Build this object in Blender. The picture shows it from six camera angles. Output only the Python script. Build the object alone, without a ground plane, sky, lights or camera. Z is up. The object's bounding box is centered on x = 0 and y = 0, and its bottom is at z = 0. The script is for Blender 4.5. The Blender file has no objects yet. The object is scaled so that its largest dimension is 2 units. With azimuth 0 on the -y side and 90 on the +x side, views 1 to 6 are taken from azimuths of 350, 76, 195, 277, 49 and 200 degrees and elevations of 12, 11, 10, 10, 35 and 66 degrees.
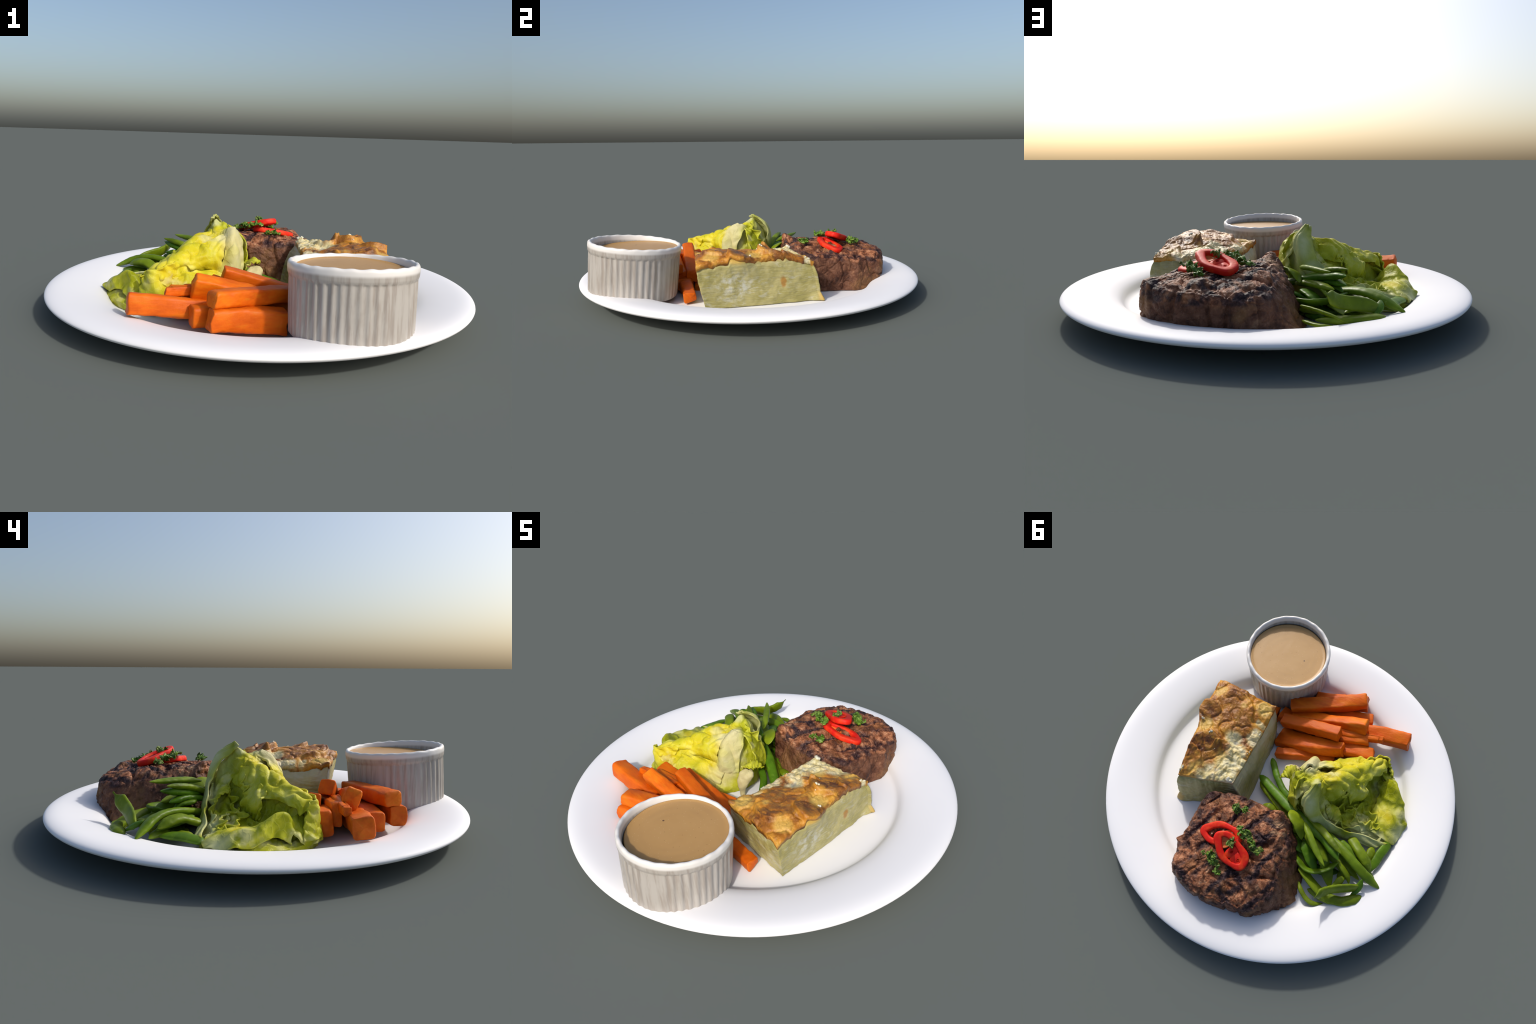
import bpy, math
import numpy as np
from mathutils import Vector

# ------------------------------------------------------------------ noise and curves
_r = np.random.default_rng(7)
PERM = np.tile(_r.permutation(256), 3)
GRAD = _r.normal(size=(256, 3))
GRAD /= np.linalg.norm(GRAD, axis=1)[:, None]


def perlin(p):
    p = np.asarray(p, float)
    i = np.floor(p).astype(int)
    f = p - i
    i &= 255
    w = f * f * f * (f * (f * 6 - 15) + 10)
    out = 0
    for dx in (0, 1):
        for dy in (0, 1):
            for dz in (0, 1):
                h = PERM[PERM[PERM[(i[..., 0] + dx) & 255] + ((i[..., 1] + dy) & 255)] + ((i[..., 2] + dz) & 255)]
                d = f - np.array([dx, dy, dz])
                c = (GRAD[h] * d).sum(-1)
                out = out + c * (w[..., 0] if dx else 1 - w[..., 0]) * (w[..., 1] if dy else 1 - w[..., 1]) * (w[..., 2] if dz else 1 - w[..., 2])
    return out


def fbm(p, scale, octaves=4, gain=0.5, ridged=False):
    p = np.asarray(p, float) * scale
    a, s, t = 1.0, 0, 0
    for k in range(octaves):
        n = perlin(p + 17.3 * k)
        s = s + a * ((0.35 - np.abs(n)) if ridged else n)
        t += a
        a *= gain
        p = p * 2.03
    return s / t


def crease(p, scale, width=.07):
    """1 along thin wandering lines, 0 elsewhere."""
    return np.exp(-(perlin(np.asarray(p, float) * scale) / width) ** 2)


def smooth(a, b, x):
    t = np.clip((x - a) / (b - a), 0, 1)
    return t * t * (3 - 2 * t)


def catmull(P, n):
    """n points along a smooth curve through the rows of P (any trailing shape)."""
    P = np.asarray(P, float)
    Q = np.concatenate([2 * P[:1] - P[1:2], P, 2 * P[-1:] - P[-2:-1]])
    t = np.linspace(0, len(P) - 1, n)
    i = np.minimum(t.astype(int), len(P) - 2)
    f = (t - i).reshape((-1,) + (1,) * (P.ndim - 1))
    a, b, c, d = Q[i], Q[i + 1], Q[i + 2], Q[i + 3]
    return 0.5 * (2 * b + (c - a) * f + (2 * a - 5 * b + 4 * c - d) * f ** 2 + (3 * b - a - 3 * c + d) * f ** 3)


def closed_catmull(P, n):
    P = np.asarray(P, float)
    m = len(P)
    t = np.arange(n) / n * m
    i = t.astype(int)
    f = (t - i)[:, None]
    a, b, c, d = (P[(i + k) % m] for k in (-1, 0, 1, 2))
    return 0.5 * (2 * b + (c - a) * f + (2 * a - 5 * b + 4 * c - d) * f ** 2 + (3 * b - a - 3 * c + d) * f ** 3)


def thin_plate(ctrl, smoothing=0.0):
    c = np.asarray(ctrl, float)
    xy, v = c[:, :2], c[:, 2]
    n = len(c)

    def U(a, b):
        d = ((a[:, None] - b[None]) ** 2).sum(-1)
        return 0.5 * d * np.log(d + 1e-12)

    A = np.zeros((n + 3, n + 3))
    A[:n, :n] = U(xy, xy) + smoothing * np.eye(n)
    A[:n, n] = A[n, :n] = 1
    A[:n, n + 1:] = xy
    A[n + 1:, :n] = xy.T
    w = np.linalg.solve(A, np.r_[v, 0, 0, 0])
    return lambda q: U(np.asarray(q, float).reshape(-1, 2), xy) @ w[:n] + w[n] + np.asarray(q, float).reshape(-1, 2) @ w[n + 1:]


def inside(poly, q):
    poly = np.asarray(poly)
    x, y = q[:, 0], q[:, 1]
    r = np.zeros(len(q), bool)
    j = len(poly) - 1
    for i in range(len(poly)):
        (xi, yi), (xj, yj) = poly[i], poly[j]
        r ^= ((yi > y) != (yj > y)) & (x < (xj - xi) * (y - yi) / (yj - yi + 1e-12) + xi)
        j = i
    return r


# ------------------------------------------------------------------ mesh helpers
def link(ob):
    bpy.context.scene.collection.objects.link(ob)
    return ob


def mesh_object(name, verts, faces, mat, parent=None, origin=None, smooth_shade=True, mods=()):
    verts = np.asarray(verts, float)
    if parent is not None:
        origin = np.array(parent["anchor"])
    elif origin is None:
        origin = np.array([(verts[:, 0].min() + verts[:, 0].max()) / 2, (verts[:, 1].min() + verts[:, 1].max()) / 2, verts[:, 2].min()])
    origin = np.asarray(origin, float)
    me = bpy.data.meshes.new(name)
    me.from_pydata((verts - origin).tolist(), [], faces)
    me.update()
    if smooth_shade:
        me.polygons.foreach_set("use_smooth", [True] * len(me.polygons))
    me.materials.append(mat)
    ob = link(bpy.data.objects.new(name, me))
    for kind, kw in mods:
        m = ob.modifiers.new(kind.lower(), kind)
        for k, v in kw.items():
            setattr(m, k, v)
    if mods:
        bpy.context.view_layer.update()
        dg = bpy.context.evaluated_depsgraph_get()
        new = bpy.data.meshes.new_from_object(ob.evaluated_get(dg))
        ob.modifiers.clear()
        ob.data = new
        bpy.data.meshes.remove(me)
        new.name = name
    if parent is not None:
        ob.parent = parent
    else:
        ob.location = origin
    ob["anchor"] = list(map(float, origin))
    return ob


def thing(name, at, label, category):
    ob = link(bpy.data.objects.new(name, None))
    ob.empty_display_size = 0.05
    ob.location = at
    ob["anchor"] = list(map(float, at))
    ob["label"], ob["category"] = label, category
    return ob


def tag(ob, label, category):
    ob["label"], ob["category"] = label, category
    return ob


def grid_faces(rows, cols, wrap_cols=False, flip=False, offset=0):
    f = []
    for i in range(rows - 1):
        for j in range(cols if wrap_cols else cols - 1):
            k = (j + 1) % cols
            q = (offset + i * cols + j, offset + i * cols + k, offset + (i + 1) * cols + k, offset + (i + 1) * cols + j)
            f.append(q[::-1] if flip else q)
    return f


def lathe(profile, seg):
    a = np.arange(seg) / seg * 2 * np.pi
    v = np.stack([np.outer(profile[:, 0], np.cos(a)), np.outer(profile[:, 0], np.sin(a)), np.repeat(profile[:, 1:2], seg, 1)], -1)
    return v


def frame_along(path):
    """tangent, side (horizontal) and up vectors along a path."""
    t = np.gradient(path, axis=0)
    t /= np.linalg.norm(t, axis=1)[:, None]
    side = np.cross(t, [0, 0, 1.0])
    side /= np.maximum(np.linalg.norm(side, axis=1), 1e-6)[:, None]
    up = np.cross(side, t)
    return t, side, up


# ------------------------------------------------------------------ material helpers
class Nodes:
    def __init__(self, name, origin=(0, 0, 0)):
        self.mat = bpy.data.materials.new(name)
        self.mat.use_nodes = True
        self.t = self.mat.node_tree
        self.t.nodes.clear()
        self.out = self.new("ShaderNodeOutputMaterial")
        self.bsdf = self.new("ShaderNodeBsdfPrincipled")
        self.link(self.bsdf.outputs[0], self.out.inputs[0])
        tc = self.new("ShaderNodeTexCoord")
        self.obj = tc.outputs["Object"]
        if any(origin):
            add = self.new("ShaderNodeVectorMath", operation="ADD")
            self.link(self.obj, add.inputs[0])
            add.inputs[1].default_value = origin
            self.p = add.outputs[0]
        else:
            self.p = self.obj

    def new(self, kind, **kw):
        n = self.t.nodes.new(kind)
        for k, v in kw.items():
            setattr(n, k, v)
        return n

    def link(self, a, b):
        self.t.links.new(a, b)

    def put(self, sock, v):
        if hasattr(v, "links"):
            self.link(v, sock)
        elif isinstance(v, (tuple, list)) and len(v) == 3 and sock.type == "RGBA":
            sock.default_value = (*v, 1)
        else:
            sock.default_value = v

    def noise(self, scale, detail=4, rough=0.55, distort=0.0, vec=None, stretch=None, rot=None):
        n = self.new("ShaderNodeTexNoise")
        v = self.p if vec is None else vec
        if stretch or rot:
            m = self.new("ShaderNodeMapping")
            self.link(v, m.inputs[0])
            if stretch:
                m.inputs["Scale"].default_value = stretch
            if rot:
                m.inputs["Rotation"].default_value = rot
            v = m.outputs[0]
        self.link(v, n.inputs["Vector"])
        for k, x in (("Scale", scale), ("Detail", detail), ("Roughness", rough), ("Distortion", distort)):
            n.inputs[k].default_value = x
        return n.outputs["Fac"]

    def voronoi(self, scale, feature="F1", vec=None, rnd=1.0):
        n = self.new("ShaderNodeTexVoronoi", feature=feature)
        self.link(self.p if vec is None else vec, n.inputs["Vector"])
        n.inputs["Scale"].default_value = scale
        n.inputs["Randomness"].default_value = rnd
        return n.outputs["Distance"]

    def math(self, op, a, b=0.0, c=0.0, clamp=False):
        n = self.new("ShaderNodeMath", operation=op, use_clamp=clamp)
        for s, v in zip(n.inputs, (a, b, c)):
            self.put(s, v)
        return n.outputs[0]

    def step(self, v, lo, hi, a=0.0, b=1.0):
        n = self.new("ShaderNodeMapRange", interpolation_type="SMOOTHSTEP")
        for s, x in zip(n.inputs, (v, lo, hi, a, b)):
            self.put(s, x)
        return n.outputs[0]

    def mix(self, f, a, b, blend="MIX"):
        n = self.new("ShaderNodeMix", data_type="RGBA", blend_type=blend)
        self.put(n.inputs[0], f)
        self.put(n.inputs[6], a)
        self.put(n.inputs[7], b)
        return n.outputs[2]

    def ramp(self, f, stops):
        n = self.new("ShaderNodeValToRGB")
        e = n.color_ramp.elements
        while len(e) < len(stops):
            e.new(0.5)
        for x, (pos, col) in zip(e, stops):
            x.position, x.color = pos, (*col, 1)
        self.put(n.inputs[0], f)
        return n.outputs[0]

    def warped(self, amount, scale):
        n = self.new("ShaderNodeTexNoise")
        self.link(self.p, n.inputs["Vector"])
        n.inputs["Scale"].default_value = scale
        n.inputs["Detail"].default_value = 3
        s = self.new("ShaderNodeVectorMath", operation="SUBTRACT")
        self.link(n.outputs["Color"], s.inputs[0])
        s.inputs[1].default_value = (0.5, 0.5, 0.5)
        m = self.new("ShaderNodeVectorMath", operation="MULTIPLY_ADD")
        self.link(s.outputs[0], m.inputs[0])
        m.inputs[1].default_value = (amount,) * 3
        self.link(self.p, m.inputs[2])
        return m.outputs[0]

    def blob(self, vec, centre, radius, soft=0.5, squash=(1, 1, 1)):
        """1 inside a soft-edged ellipsoid patch, 0 outside."""
        s = self.new("ShaderNodeVectorMath", operation="SUBTRACT")
        self.link(vec, s.inputs[0])
        s.inputs[1].default_value = centre
        m = self.new("ShaderNodeVectorMath", operation="MULTIPLY")
        self.link(s.outputs[0], m.inputs[0])
        m.inputs[1].default_value = squash
        l = self.new("ShaderNodeVectorMath", operation="LENGTH")
        self.link(m.outputs[0], l.inputs[0])
        return self.step(l.outputs["Value"], radius, radius * (1 - soft))

    def sep(self, vec=None):
        n = self.new("ShaderNodeSeparateXYZ")
        self.link(self.p if vec is None else vec, n.inputs[0])
        return n.outputs

    def bump(self, h, strength, dist):
        n = self.new("ShaderNodeBump")
        n.inputs["Strength"].default_value = strength
        n.inputs["Distance"].default_value = dist
        self.link(h, n.inputs["Height"])
        self.link(n.outputs[0], self.bsdf.inputs["Normal"])

    def finish(self, color, rough=0.5, spec=0.5, sss=0.0, sss_r=(1, 0.4, 0.2), sss_scale=0.02, coat=0.0):
        self.put(self.bsdf.inputs["Base Color"], color)
        self.put(self.bsdf.inputs["Roughness"], rough)
        self.put(self.bsdf.inputs["Specular IOR Level"], spec)
        self.bsdf.inputs["Coat Weight"].default_value = coat
        self.bsdf.inputs["Coat Roughness"].default_value = 0.15
        if sss:
            self.bsdf.inputs["Subsurface Weight"].default_value = sss
            self.bsdf.inputs["Subsurface Radius"].default_value = sss_r
            self.bsdf.inputs["Subsurface Scale"].default_value = sss_scale
        return self.mat

    def random(self):
        return self.new("ShaderNodeObjectInfo").outputs["Random"]


# ------------------------------------------------------------------ PLATE
def build_plate():
    n = Nodes("white_glazed_china")
    f = n.noise(3, 2)
    mat = n.finish(n.ramp(f, [(0.3, (0.80, 0.80, 0.815)), (0.7, (0.82, 0.82, 0.83))]), rough=0.55, spec=0.25)
    prof = [(0, .030), (.2, .030), (.4, .030), (.55, .030), (.645, .0302), (.678, .0315), (.698, .0355), (.711, .044), (.721, .058), (.732, .071), (.749, .082), (.78, .093), (.82, .1015), (.86, .1075), (.90, .1117), (.935, .1137), (.962, .1125), (.982, .1085), (.994, .103), (.9995, .0965),
            (.9985, .0905), (.993, .0845), (.982, .0795), (.95, .0715), (.88, .056), (.78, .037), (.70, .023), (.655, .0155), (.638, .0085), (.63, .002), (.622, 0), (.606, 0), (.598, .003), (.59, .009), (.56, .012), (.3, .012), (0, .012)]
    prof = np.array(prof)
    # refine the profile
    seg = 192
    fine = catmull(prof[1:-1], 150)
    fine[:, 1] = np.maximum(fine[:, 1], 0.0)
    v = lathe(fine, seg)
    a = np.arange(seg) / seg * 2 * np.pi
    verts = v.reshape(-1, 3)
    faces = grid_faces(len(fine), seg, True, flip=True)
    k = len(verts)
    verts = np.vstack([verts, [[0, 0, .030], [0, 0, .012]]])
    last = (len(fine) - 1) * seg
    for j in range(seg):
        faces.append((k, (j) % seg, (j + 1) % seg))
        faces.append((k + 1, last + (j + 1) % seg, last + j))
    ob = mesh_object("dinner_plate", verts, faces, mat, origin=(0, 0, 0))
    tag(ob, "round white china dinner plate with a wide domed rim", "plate")


# ------------------------------------------------------------------ RAMEKIN
RAM_C = np.array([.230, -.7025, .100])
RAM_AXIS = np.array([.004, .088, 1.0]) / np.linalg.norm([.004, .088, 1.0])


def tilt_to_axis(v):
    """local ramekin coordinates to the world: z runs along the leaning axis."""
    zc = RAM_AXIS
    xc = np.cross([0, 1.0, 0], zc)
    xc /= np.linalg.norm(xc)
    yc = np.cross(zc, xc)
    return RAM_C + v[..., :1] * xc + v[..., 1:2] * yc + v[..., 2:] * zc


def build_ramekin():
    root = thing("ramekin", (RAM_C[0], RAM_C[1], RAM_C[2] - .02), "small fluted white ramekin filled with brown gravy", "ramekin")
    H = .256
    prof = np.array([(.02, -.03), (.12, -.03), (.205, -.03), (.226, -.028), (.2365, -.018), (.2385, 0), (.2395, .04), (.2405, .09), (.241, .14), (.2415, .18), (.2415, .197), (.2435, .206), (.2455, .213), (.2465, .224), (.247, .238), (.2455, .249), (.240, .2555), (.2335, .2565), (.2285, .253), (.2255, .245), (.2235, .232), (.221, .205), (.219, .15), (.21, .11), (.10, .10), (.0, .10)])
    fine = catmull(prof, 160)
    seg = 512
    a = np.arange(seg) / seg * 2 * np.pi
    v = lathe(fine, seg)
    r, zz = fine[:, 0], fine[:, 1]
    outer = (np.arange(len(fine)) < 95) & (r > .2)
    depth = np.where(outer, smooth(-.028, -.01, zz) * (1 - smooth(.196, .207, zz)), 0)
    ribs = 46
    wob = .25 * np.sin(3 * a + 1) + .25 * np.sin(7 * a) + .2 * np.sin(13 * a + 2)
    c = np.cos(ribs * a + wob)
    flute = -.0048 * (1 - np.abs(c) ** .8 * np.sign(c) * .5 - .5)
    dr = depth[:, None] * (flute * (.75 + .5 * np.sin(5 * a + 1) * np.sin(2 * a)))[None]
    # the hand-thrown rim is a little uneven
    u = np.stack([np.cos(a) * 3, np.sin(a) * 3, 0 * a], -1)
    lipz = .0022 * fbm(u, 1.0, 3) * 2 + .0012 * np.cos(ribs / 2 * a)
    dz = smooth(.2, .25, zz)[:, None] * lipz[None]
    rad = np.stack([np.cos(a), np.sin(a)], -1)
    v[..., :2] += dr[..., None] * rad[None]
    v[..., 2] += dz
    q = v.copy()
    v[..., :2] += (.0016 * fbm(q, 14, 3))[..., None] * rad[None]
    verts = tilt_to_axis(v.reshape(-1, 3))
    n = Nodes("white_ribbed_porcelain", root["anchor"])
    dark_mottle = n.math("MULTIPLY", n.step(n.noise(9, 4), .45, .75), .5)
    col = n.mix(dark_mottle, (.43, .405, .37), (.33, .30, .26))  # white body colour lowered to a mid grey-brown, with shadow tone baked in
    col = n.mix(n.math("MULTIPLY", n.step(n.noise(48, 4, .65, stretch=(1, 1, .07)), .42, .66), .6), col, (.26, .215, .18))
    # paler, near-white band along the lip
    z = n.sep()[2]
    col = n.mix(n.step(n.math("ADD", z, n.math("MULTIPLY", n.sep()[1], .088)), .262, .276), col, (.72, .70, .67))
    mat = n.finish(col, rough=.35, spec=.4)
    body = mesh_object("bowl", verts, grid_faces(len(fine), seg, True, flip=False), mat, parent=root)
    # gravy: level surface in the leaning cup
    g = Nodes("brown_gravy", root["anchor"])
    gx = g.new("ShaderNodeVectorMath", operation="SUBTRACT")
    g.link(g.warped(.03, 6), gx.inputs[0])
    gx.inputs[1].default_value = (.20, -.675, .32)
    ln = g.new("ShaderNodeVectorMath", operation="LENGTH")
    g.link(gx.outputs[0], ln.inputs[0])
    rings = g.math("SINE", g.math("MULTIPLY", ln.outputs["Value"], 150))
    base = g.mix(g.noise(9, 6, .65), (.40, .225, .075), (.47, .280, .105))
    base = g.mix(g.math("MULTIPLY", g.step(rings, -1, 1), g.step(g.noise(5, 3), .42, .62, 0, .12)), base, (.30, .17, .075))
    base = g.mix(g.math("MULTIPLY", g.step(g.voronoi(75), .13, .06), .55), base, (.62, .46, .28))
    base = g.mix(g.math("MULTIPLY", g.step(g.voronoi(33), .09, .05), .6), base, (.22, .09, .03))
    base = g.mix(g.blob(g.p, (.128, -.675, .321), .006, .4), base, (.12, .06, .03))
    gmat = g.finish(base, rough=.42, spec=.4)
    g.bump(g.noise(40, 3), .08, .004)
    rr = np.linspace(0, 1, 40)[1:]
    A = np.arange(160) / 160 * 2 * np.pi
    cx, cy = .2295, -.681
    zl = .3205
    R = .2215 + .006 * np.sin(A)
    P = np.stack([cx + np.outer(rr, R * np.cos(A)), cy + np.outer(rr, R * np.sin(A)), np.repeat((zl + .004 * smooth(.93, 1, rr))[:, None], 160, 1)], -1)
    P[..., 2] += .0009 * fbm(P, 14, 3)
    vs = np.vstack([P.reshape(-1, 3), [[cx, cy, zl]]])
    # skirt below, so that the gravy has depth
    sk = P[-1].copy()
    sk[:, 2] -= .05
    sk[:, :2] = [cx, cy] + (sk[:, :2] - [cx, cy]) * .93
    vs = np.vstack([vs, sk])
    k = 39 * 160
    f = grid_faces(39, 160, True, flip=True) + [(k, j, (j + 1) % 160) for j in range(160)]
    f += [((38 * 160) + j, k + 1 + j, k + 1 + (j + 1) % 160, 38 * 160 + (j + 1) % 160) for j in range(160)]
    mesh_object("gravy", vs, f, gmat, parent=root)


# ------------------------------------------------------------------ POTATO GRATIN
GT = dict(A=(.546, -.395, .268), B=(.182, -.352, .262), C=(.222, .175, .262), D=(.515, .232, .262))
GB = dict(A=(.524, -.350, .034), B=(.155, -.318, .034), C=(.165, .185, .034), D=(.506, .282, .034))
# rise of the baked top above its corners, along (s) and across (t) the slice
RISE = thin_plate([(0, 0, .008), (0, 1, -.002), (1, 0, .002), (1, 1, .004), (0, .5, .018), (.10, .45, .036), (.10, .86, .012), (.22, .25, .054), (.36, .02, .050), (.47, .10, .032), (.53, .02, .032), (.57, .28, .046), (.64, .18, .044), (.73, .45, .030), (.76, .72, .020), (.35, .55, .044), (.40, .82, .018), (.30, .98, -.004), (.60, .98, -.004), (.92, .12, .014), (.96, .5, .006), (1, .4, .006), (.90, .90, .012), (.55, .72, .012), (.85, .3, .022), (.75, .02, .032), (.90, .02, .020), (.2, .0, .028)], 1e-3)


def g_top(s, t):
    A, B, C, D = (np.array(GT[k]) for k in "ABCD")
    s, t = np.asarray(s)[..., None], np.asarray(t)[..., None]
    return (1 - s) * (1 - t) * A + (1 - s) * t * B + s * t * C + s * (1 - t) * D


def g_bot(s, t):
    A, B, C, D = (np.array(GB[k]) for k in "ABCD")
    s, t = np.asarray(s)[..., None], np.asarray(t)[..., None]
    return (1 - s) * (1 - t) * A + (1 - s) * t * B + s * t * C + s * (1 - t) * D


def crust_height(s, t):
    """relief of the baked top: a blistered sheet over overlapping potato slices."""
    shp = np.shape(s)
    P = np.stack([s * .57, t * .35, 0 * s], -1)
    h = RISE(np.stack([s, t], -1)).reshape(shp)
    # wander the slice outlines so that none is a clean coin
    s = s + .050 * fbm(P + 3, 9, 3)
    t = t + .080 * fbm(P + 8, 9, 3)

    def step(cs, ct, rs, rt, ang, lift, facing):
        ca, sa = math.cos(ang), math.sin(ang)
        x, y = (s - cs) * .57, (t - ct) * .35
        u, w = (x * ca + y * sa) / rs, (-x * sa + y * ca) / rt
        d = np.sqrt(u * u + w * w)
        k = np.cos(np.arctan2(y, x) - facing)
        return 1.5 * lift * (1 - smooth(.92, 1.02, d)) * smooth(.2, .95, d) ** 1.4 * smooth(-.2, .8, k)
    for a in [(.30, .45, .150, .125, .1, .016, 3.0), (.08, .84, .085, .075, .2, .012, 2.2), (.42, .10, .10, .09, .5, .015, 3.6),
              (.76, .30, .125, .105, .3, .022, 3.3), (.74, .58, .085, .075, .1, .014, 3.0), (.90, .10, .10, .08, .2, .012, 3.4), (.06, .30, .10, .09, 0, .012, 3.1)]:
        h = h + step(*a)
    curd = smooth(.55, .85, t + .25 * s - .05) * smooth(.42, .62, s)
    h = h + curd * .014 * fbm(P, 24, 3, ridged=True) * 1.5
    h = h - .012 * np.exp(-((s - .55) / .05) ** 2 - ((t - .74) / .10) ** 2)     # creamy pit
    h = h + .012 * np.exp(-((s - .97) / .05) ** 2 - ((t - .93) / .09) ** 2)     # white knob at corner
    h = h - .002 + .003 * smooth(.35, .95, t) + .019 * fbm(P, 10, 4) - .007 * crease(P + 2, 13, .09) + .009 * fbm(P + 4, 26, 4, ridged=True) + .002 * fbm(P, 90, 2)
    return h


def lift_edge(s, t):
    """how far the crust juts out over the long outer side."""
    return .030 * np.exp(-((s - .36) / .10) ** 2) * smooth(.22, 0, t)


def build_gratin():
    root = thing("potato_gratin_slice", (.36, -.04, .05), "thick slice of layered potato gratin with a browned top", "potato gratin")
    n = 150
    # body: bottom, four cut sides; the top of the body lies just under the crust
    L = np.linspace(0, 1, n)
    per = []
    for k in range(n - 1):
        per.append((L[k], 0))
    for k in range(n - 1):
        per.append((1, L[k]))
    for k in range(n - 1):
        per.append((1 - L[k], 1))
    for k in range(n - 1):
        per.append((0, 1 - L[k]))
    per = np.array(per)
    m = len(per)
    ps, pt = per[:, 0], per[:, 1]
    rows = 70
    H = np.linspace(0, 1, rows)
    top, bot = g_top(ps, pt), g_bot(ps, pt)
    top[:, 2] += crust_height(ps, pt) - .024
    # outward direction in the plan
    cen = (g_top(.5, .5) + g_bot(.5, .5)) / 2
    tan = np.roll(top, -6, 0) - np.roll(top, 6, 0)
    nor = np.stack([tan[:, 1], -tan[:, 0], 0 * tan[:, 0]], -1)
    nor /= np.linalg.norm(nor, axis=1)[:, None]
    nor *= np.sign((nor[:, :2] * (top - cen)[:, :2]).sum(1).mean())
    V = bot[None] + (top - bot)[None] * H[:, None, None]
    q = V.copy()
    layer = np.sin((V[..., 2] * 330) + 5.0 * fbm(q * [1, 1, .6], 5, 2) + 22 * (V[..., 1] - .1) * np.exp(-((V[..., 1] - .05) / .22) ** 2))
    bulge = .004 * np.sin(math.pi * H)[:, None] + .018 * fbm(q, 8, 4) + .0012 * layer * smooth(-.05, .3, fbm(q + 9, 6, 2)) + .005 * fbm(q * [1, 1, 2.2], 24, 4)
    bulge = bulge - .006 * smooth(.9, 1, H)[:, None]
    bulge = bulge + (np.exp(-((ps - .45) / .35) ** 2) * (pt < .01) * .007)[None] + ((pt > .99) * smooth(0, .15, ps) * .016 + (ps > .99) * .010)[None] * (1 - .6 * smooth(.75, 1, H))[:, None]
    bulge = bulge + lift_edge(ps, pt)[None] * smooth(.5, 1, H)[:, None] * .8
    V = V + bulge[..., None] * nor[None]
    # ragged foot: bits that slid out at the far outer corner and along the beans side
    foot = smooth(.25, 0, H)[:, None] * (np.exp(-(((ps - 1) * .6) ** 2 + (pt * .35) ** 2) / .05 ** 2) * .006 + smooth(.9, 1, ps) * smooth(.9, .3, pt) * .010 + (pt > .98) * smooth(.3, .8, ps) * .012)[None]
    V = V + foot[..., None] * nor[None]
    V[..., 2] += (.03 * foot / .02) * H[:, None] * .3
    verts = V.reshape(-1, 3)
    faces = grid_faces(rows, m, True, flip=False)
    kk = len(verts)
    tc, bc = g_top(.5, .5) + [0, 0, -.02], g_bot(.5, .5)
    verts = np.vstack([verts, [tc, bc]])
    for j in range(m):
        faces.append((kk, (rows - 1) * m + j, (rows - 1) * m + (j + 1) % m))
        faces.append((kk + 1, (j + 1) % m, j))
    b = Nodes("layered_potato", root["anchor"])
    w = b.warped(.05, 5)
    xyz = b.sep(w)
    # thin slices seen edge-on: bands that dip in the middle of the slice
    y0 = b.sep()[1]
    dip = b.math("MULTIPLY", b.math("SINE", b.math("MULTIPLY_ADD", y0, 7.5, 1.2)), .022)
    lev = b.math("ADD", xyz[2], dip)
    fine = b.math("SINE", b.math("MULTIPLY_ADD", lev, 520, b.math("MULTIPLY", b.noise(11, 4), 20)))
    col = b.mix(b.step(b.noise(8, 5, .6), .35, .65), (.31, .275, .085), (.44, .39, .165))
    col = b.mix(b.math("MULTIPLY", b.step(fine, .35, 1), b.step(b.noise(22, 4, stretch=(1, 1, 4)), .42, .66, 0, .36)), col, (.47, .45, .28))
    col = b.mix(b.math("MULTIPLY", b.step(fine, -.5, -1), b.step(b.noise(12, 3), .4, .6, 0, .22)), col, (.24, .22, .07))
    curds = b.math("MULTIPLY", b.step(b.noise(15, 6, .65, .6, stretch=(1, 1, 2.6)), .53, .66), b.step(b.noise(4.5, 2), .38, .58))
    col = b.mix(b.math("MULTIPLY", curds, .5), col, (.52, .51, .42))
    col = b.mix(b.math("MULTIPLY", b.blob(b.warped(.05, 30), (.535, -.20, .15), .16, .8, (.3, 1, 1.3)), b.step(b.noise(24, 6, .65), .42, .68, 0, .8)), col, (.54, .55, .50))
    col = b.mix(b.blob(b.warped(.03, 40), (.525, .065, .155), .034, .6, (.3, 1.5, .8)), col, (.36, .19, .04))
    col = b.mix(b.math("MULTIPLY", b.blob(b.warped(.04, 25), (.52, .30, .06), .05, .6), .9), col, (.50, .33, .09))
    # creamy sauce that ran down the inner side
    run = b.math("MULTIPLY", b.step(b.sep()[0], .27, .19), b.step(b.math("ADD", b.sep()[2], b.math("MULTIPLY", b.noise(13, 4, stretch=(1, 1, .3)), .16)), .20, .29))
    col = b.mix(b.math("MULTIPLY", run, .75), col, b.mix(b.noise(20, 4), (.46, .40, .23), (.62, .57, .42)))
    # warm browned line right under the crust
    h01 = b.step(b.math("ADD", b.sep()[2], b.math("MULTIPLY", b.noise(16, 3), .03)), .275, .305)
    col = b.mix(b.math("MULTIPLY", h01, .8), col, (.55, .33, .05))
    bm = b.finish(col, rough=.42, spec=.4)
    b.bump(b.noise(50, 5, stretch=(1, 1, 3)), .35, .004)
    mesh_object("potato_layers", verts, faces, bm, parent=root)

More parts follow.
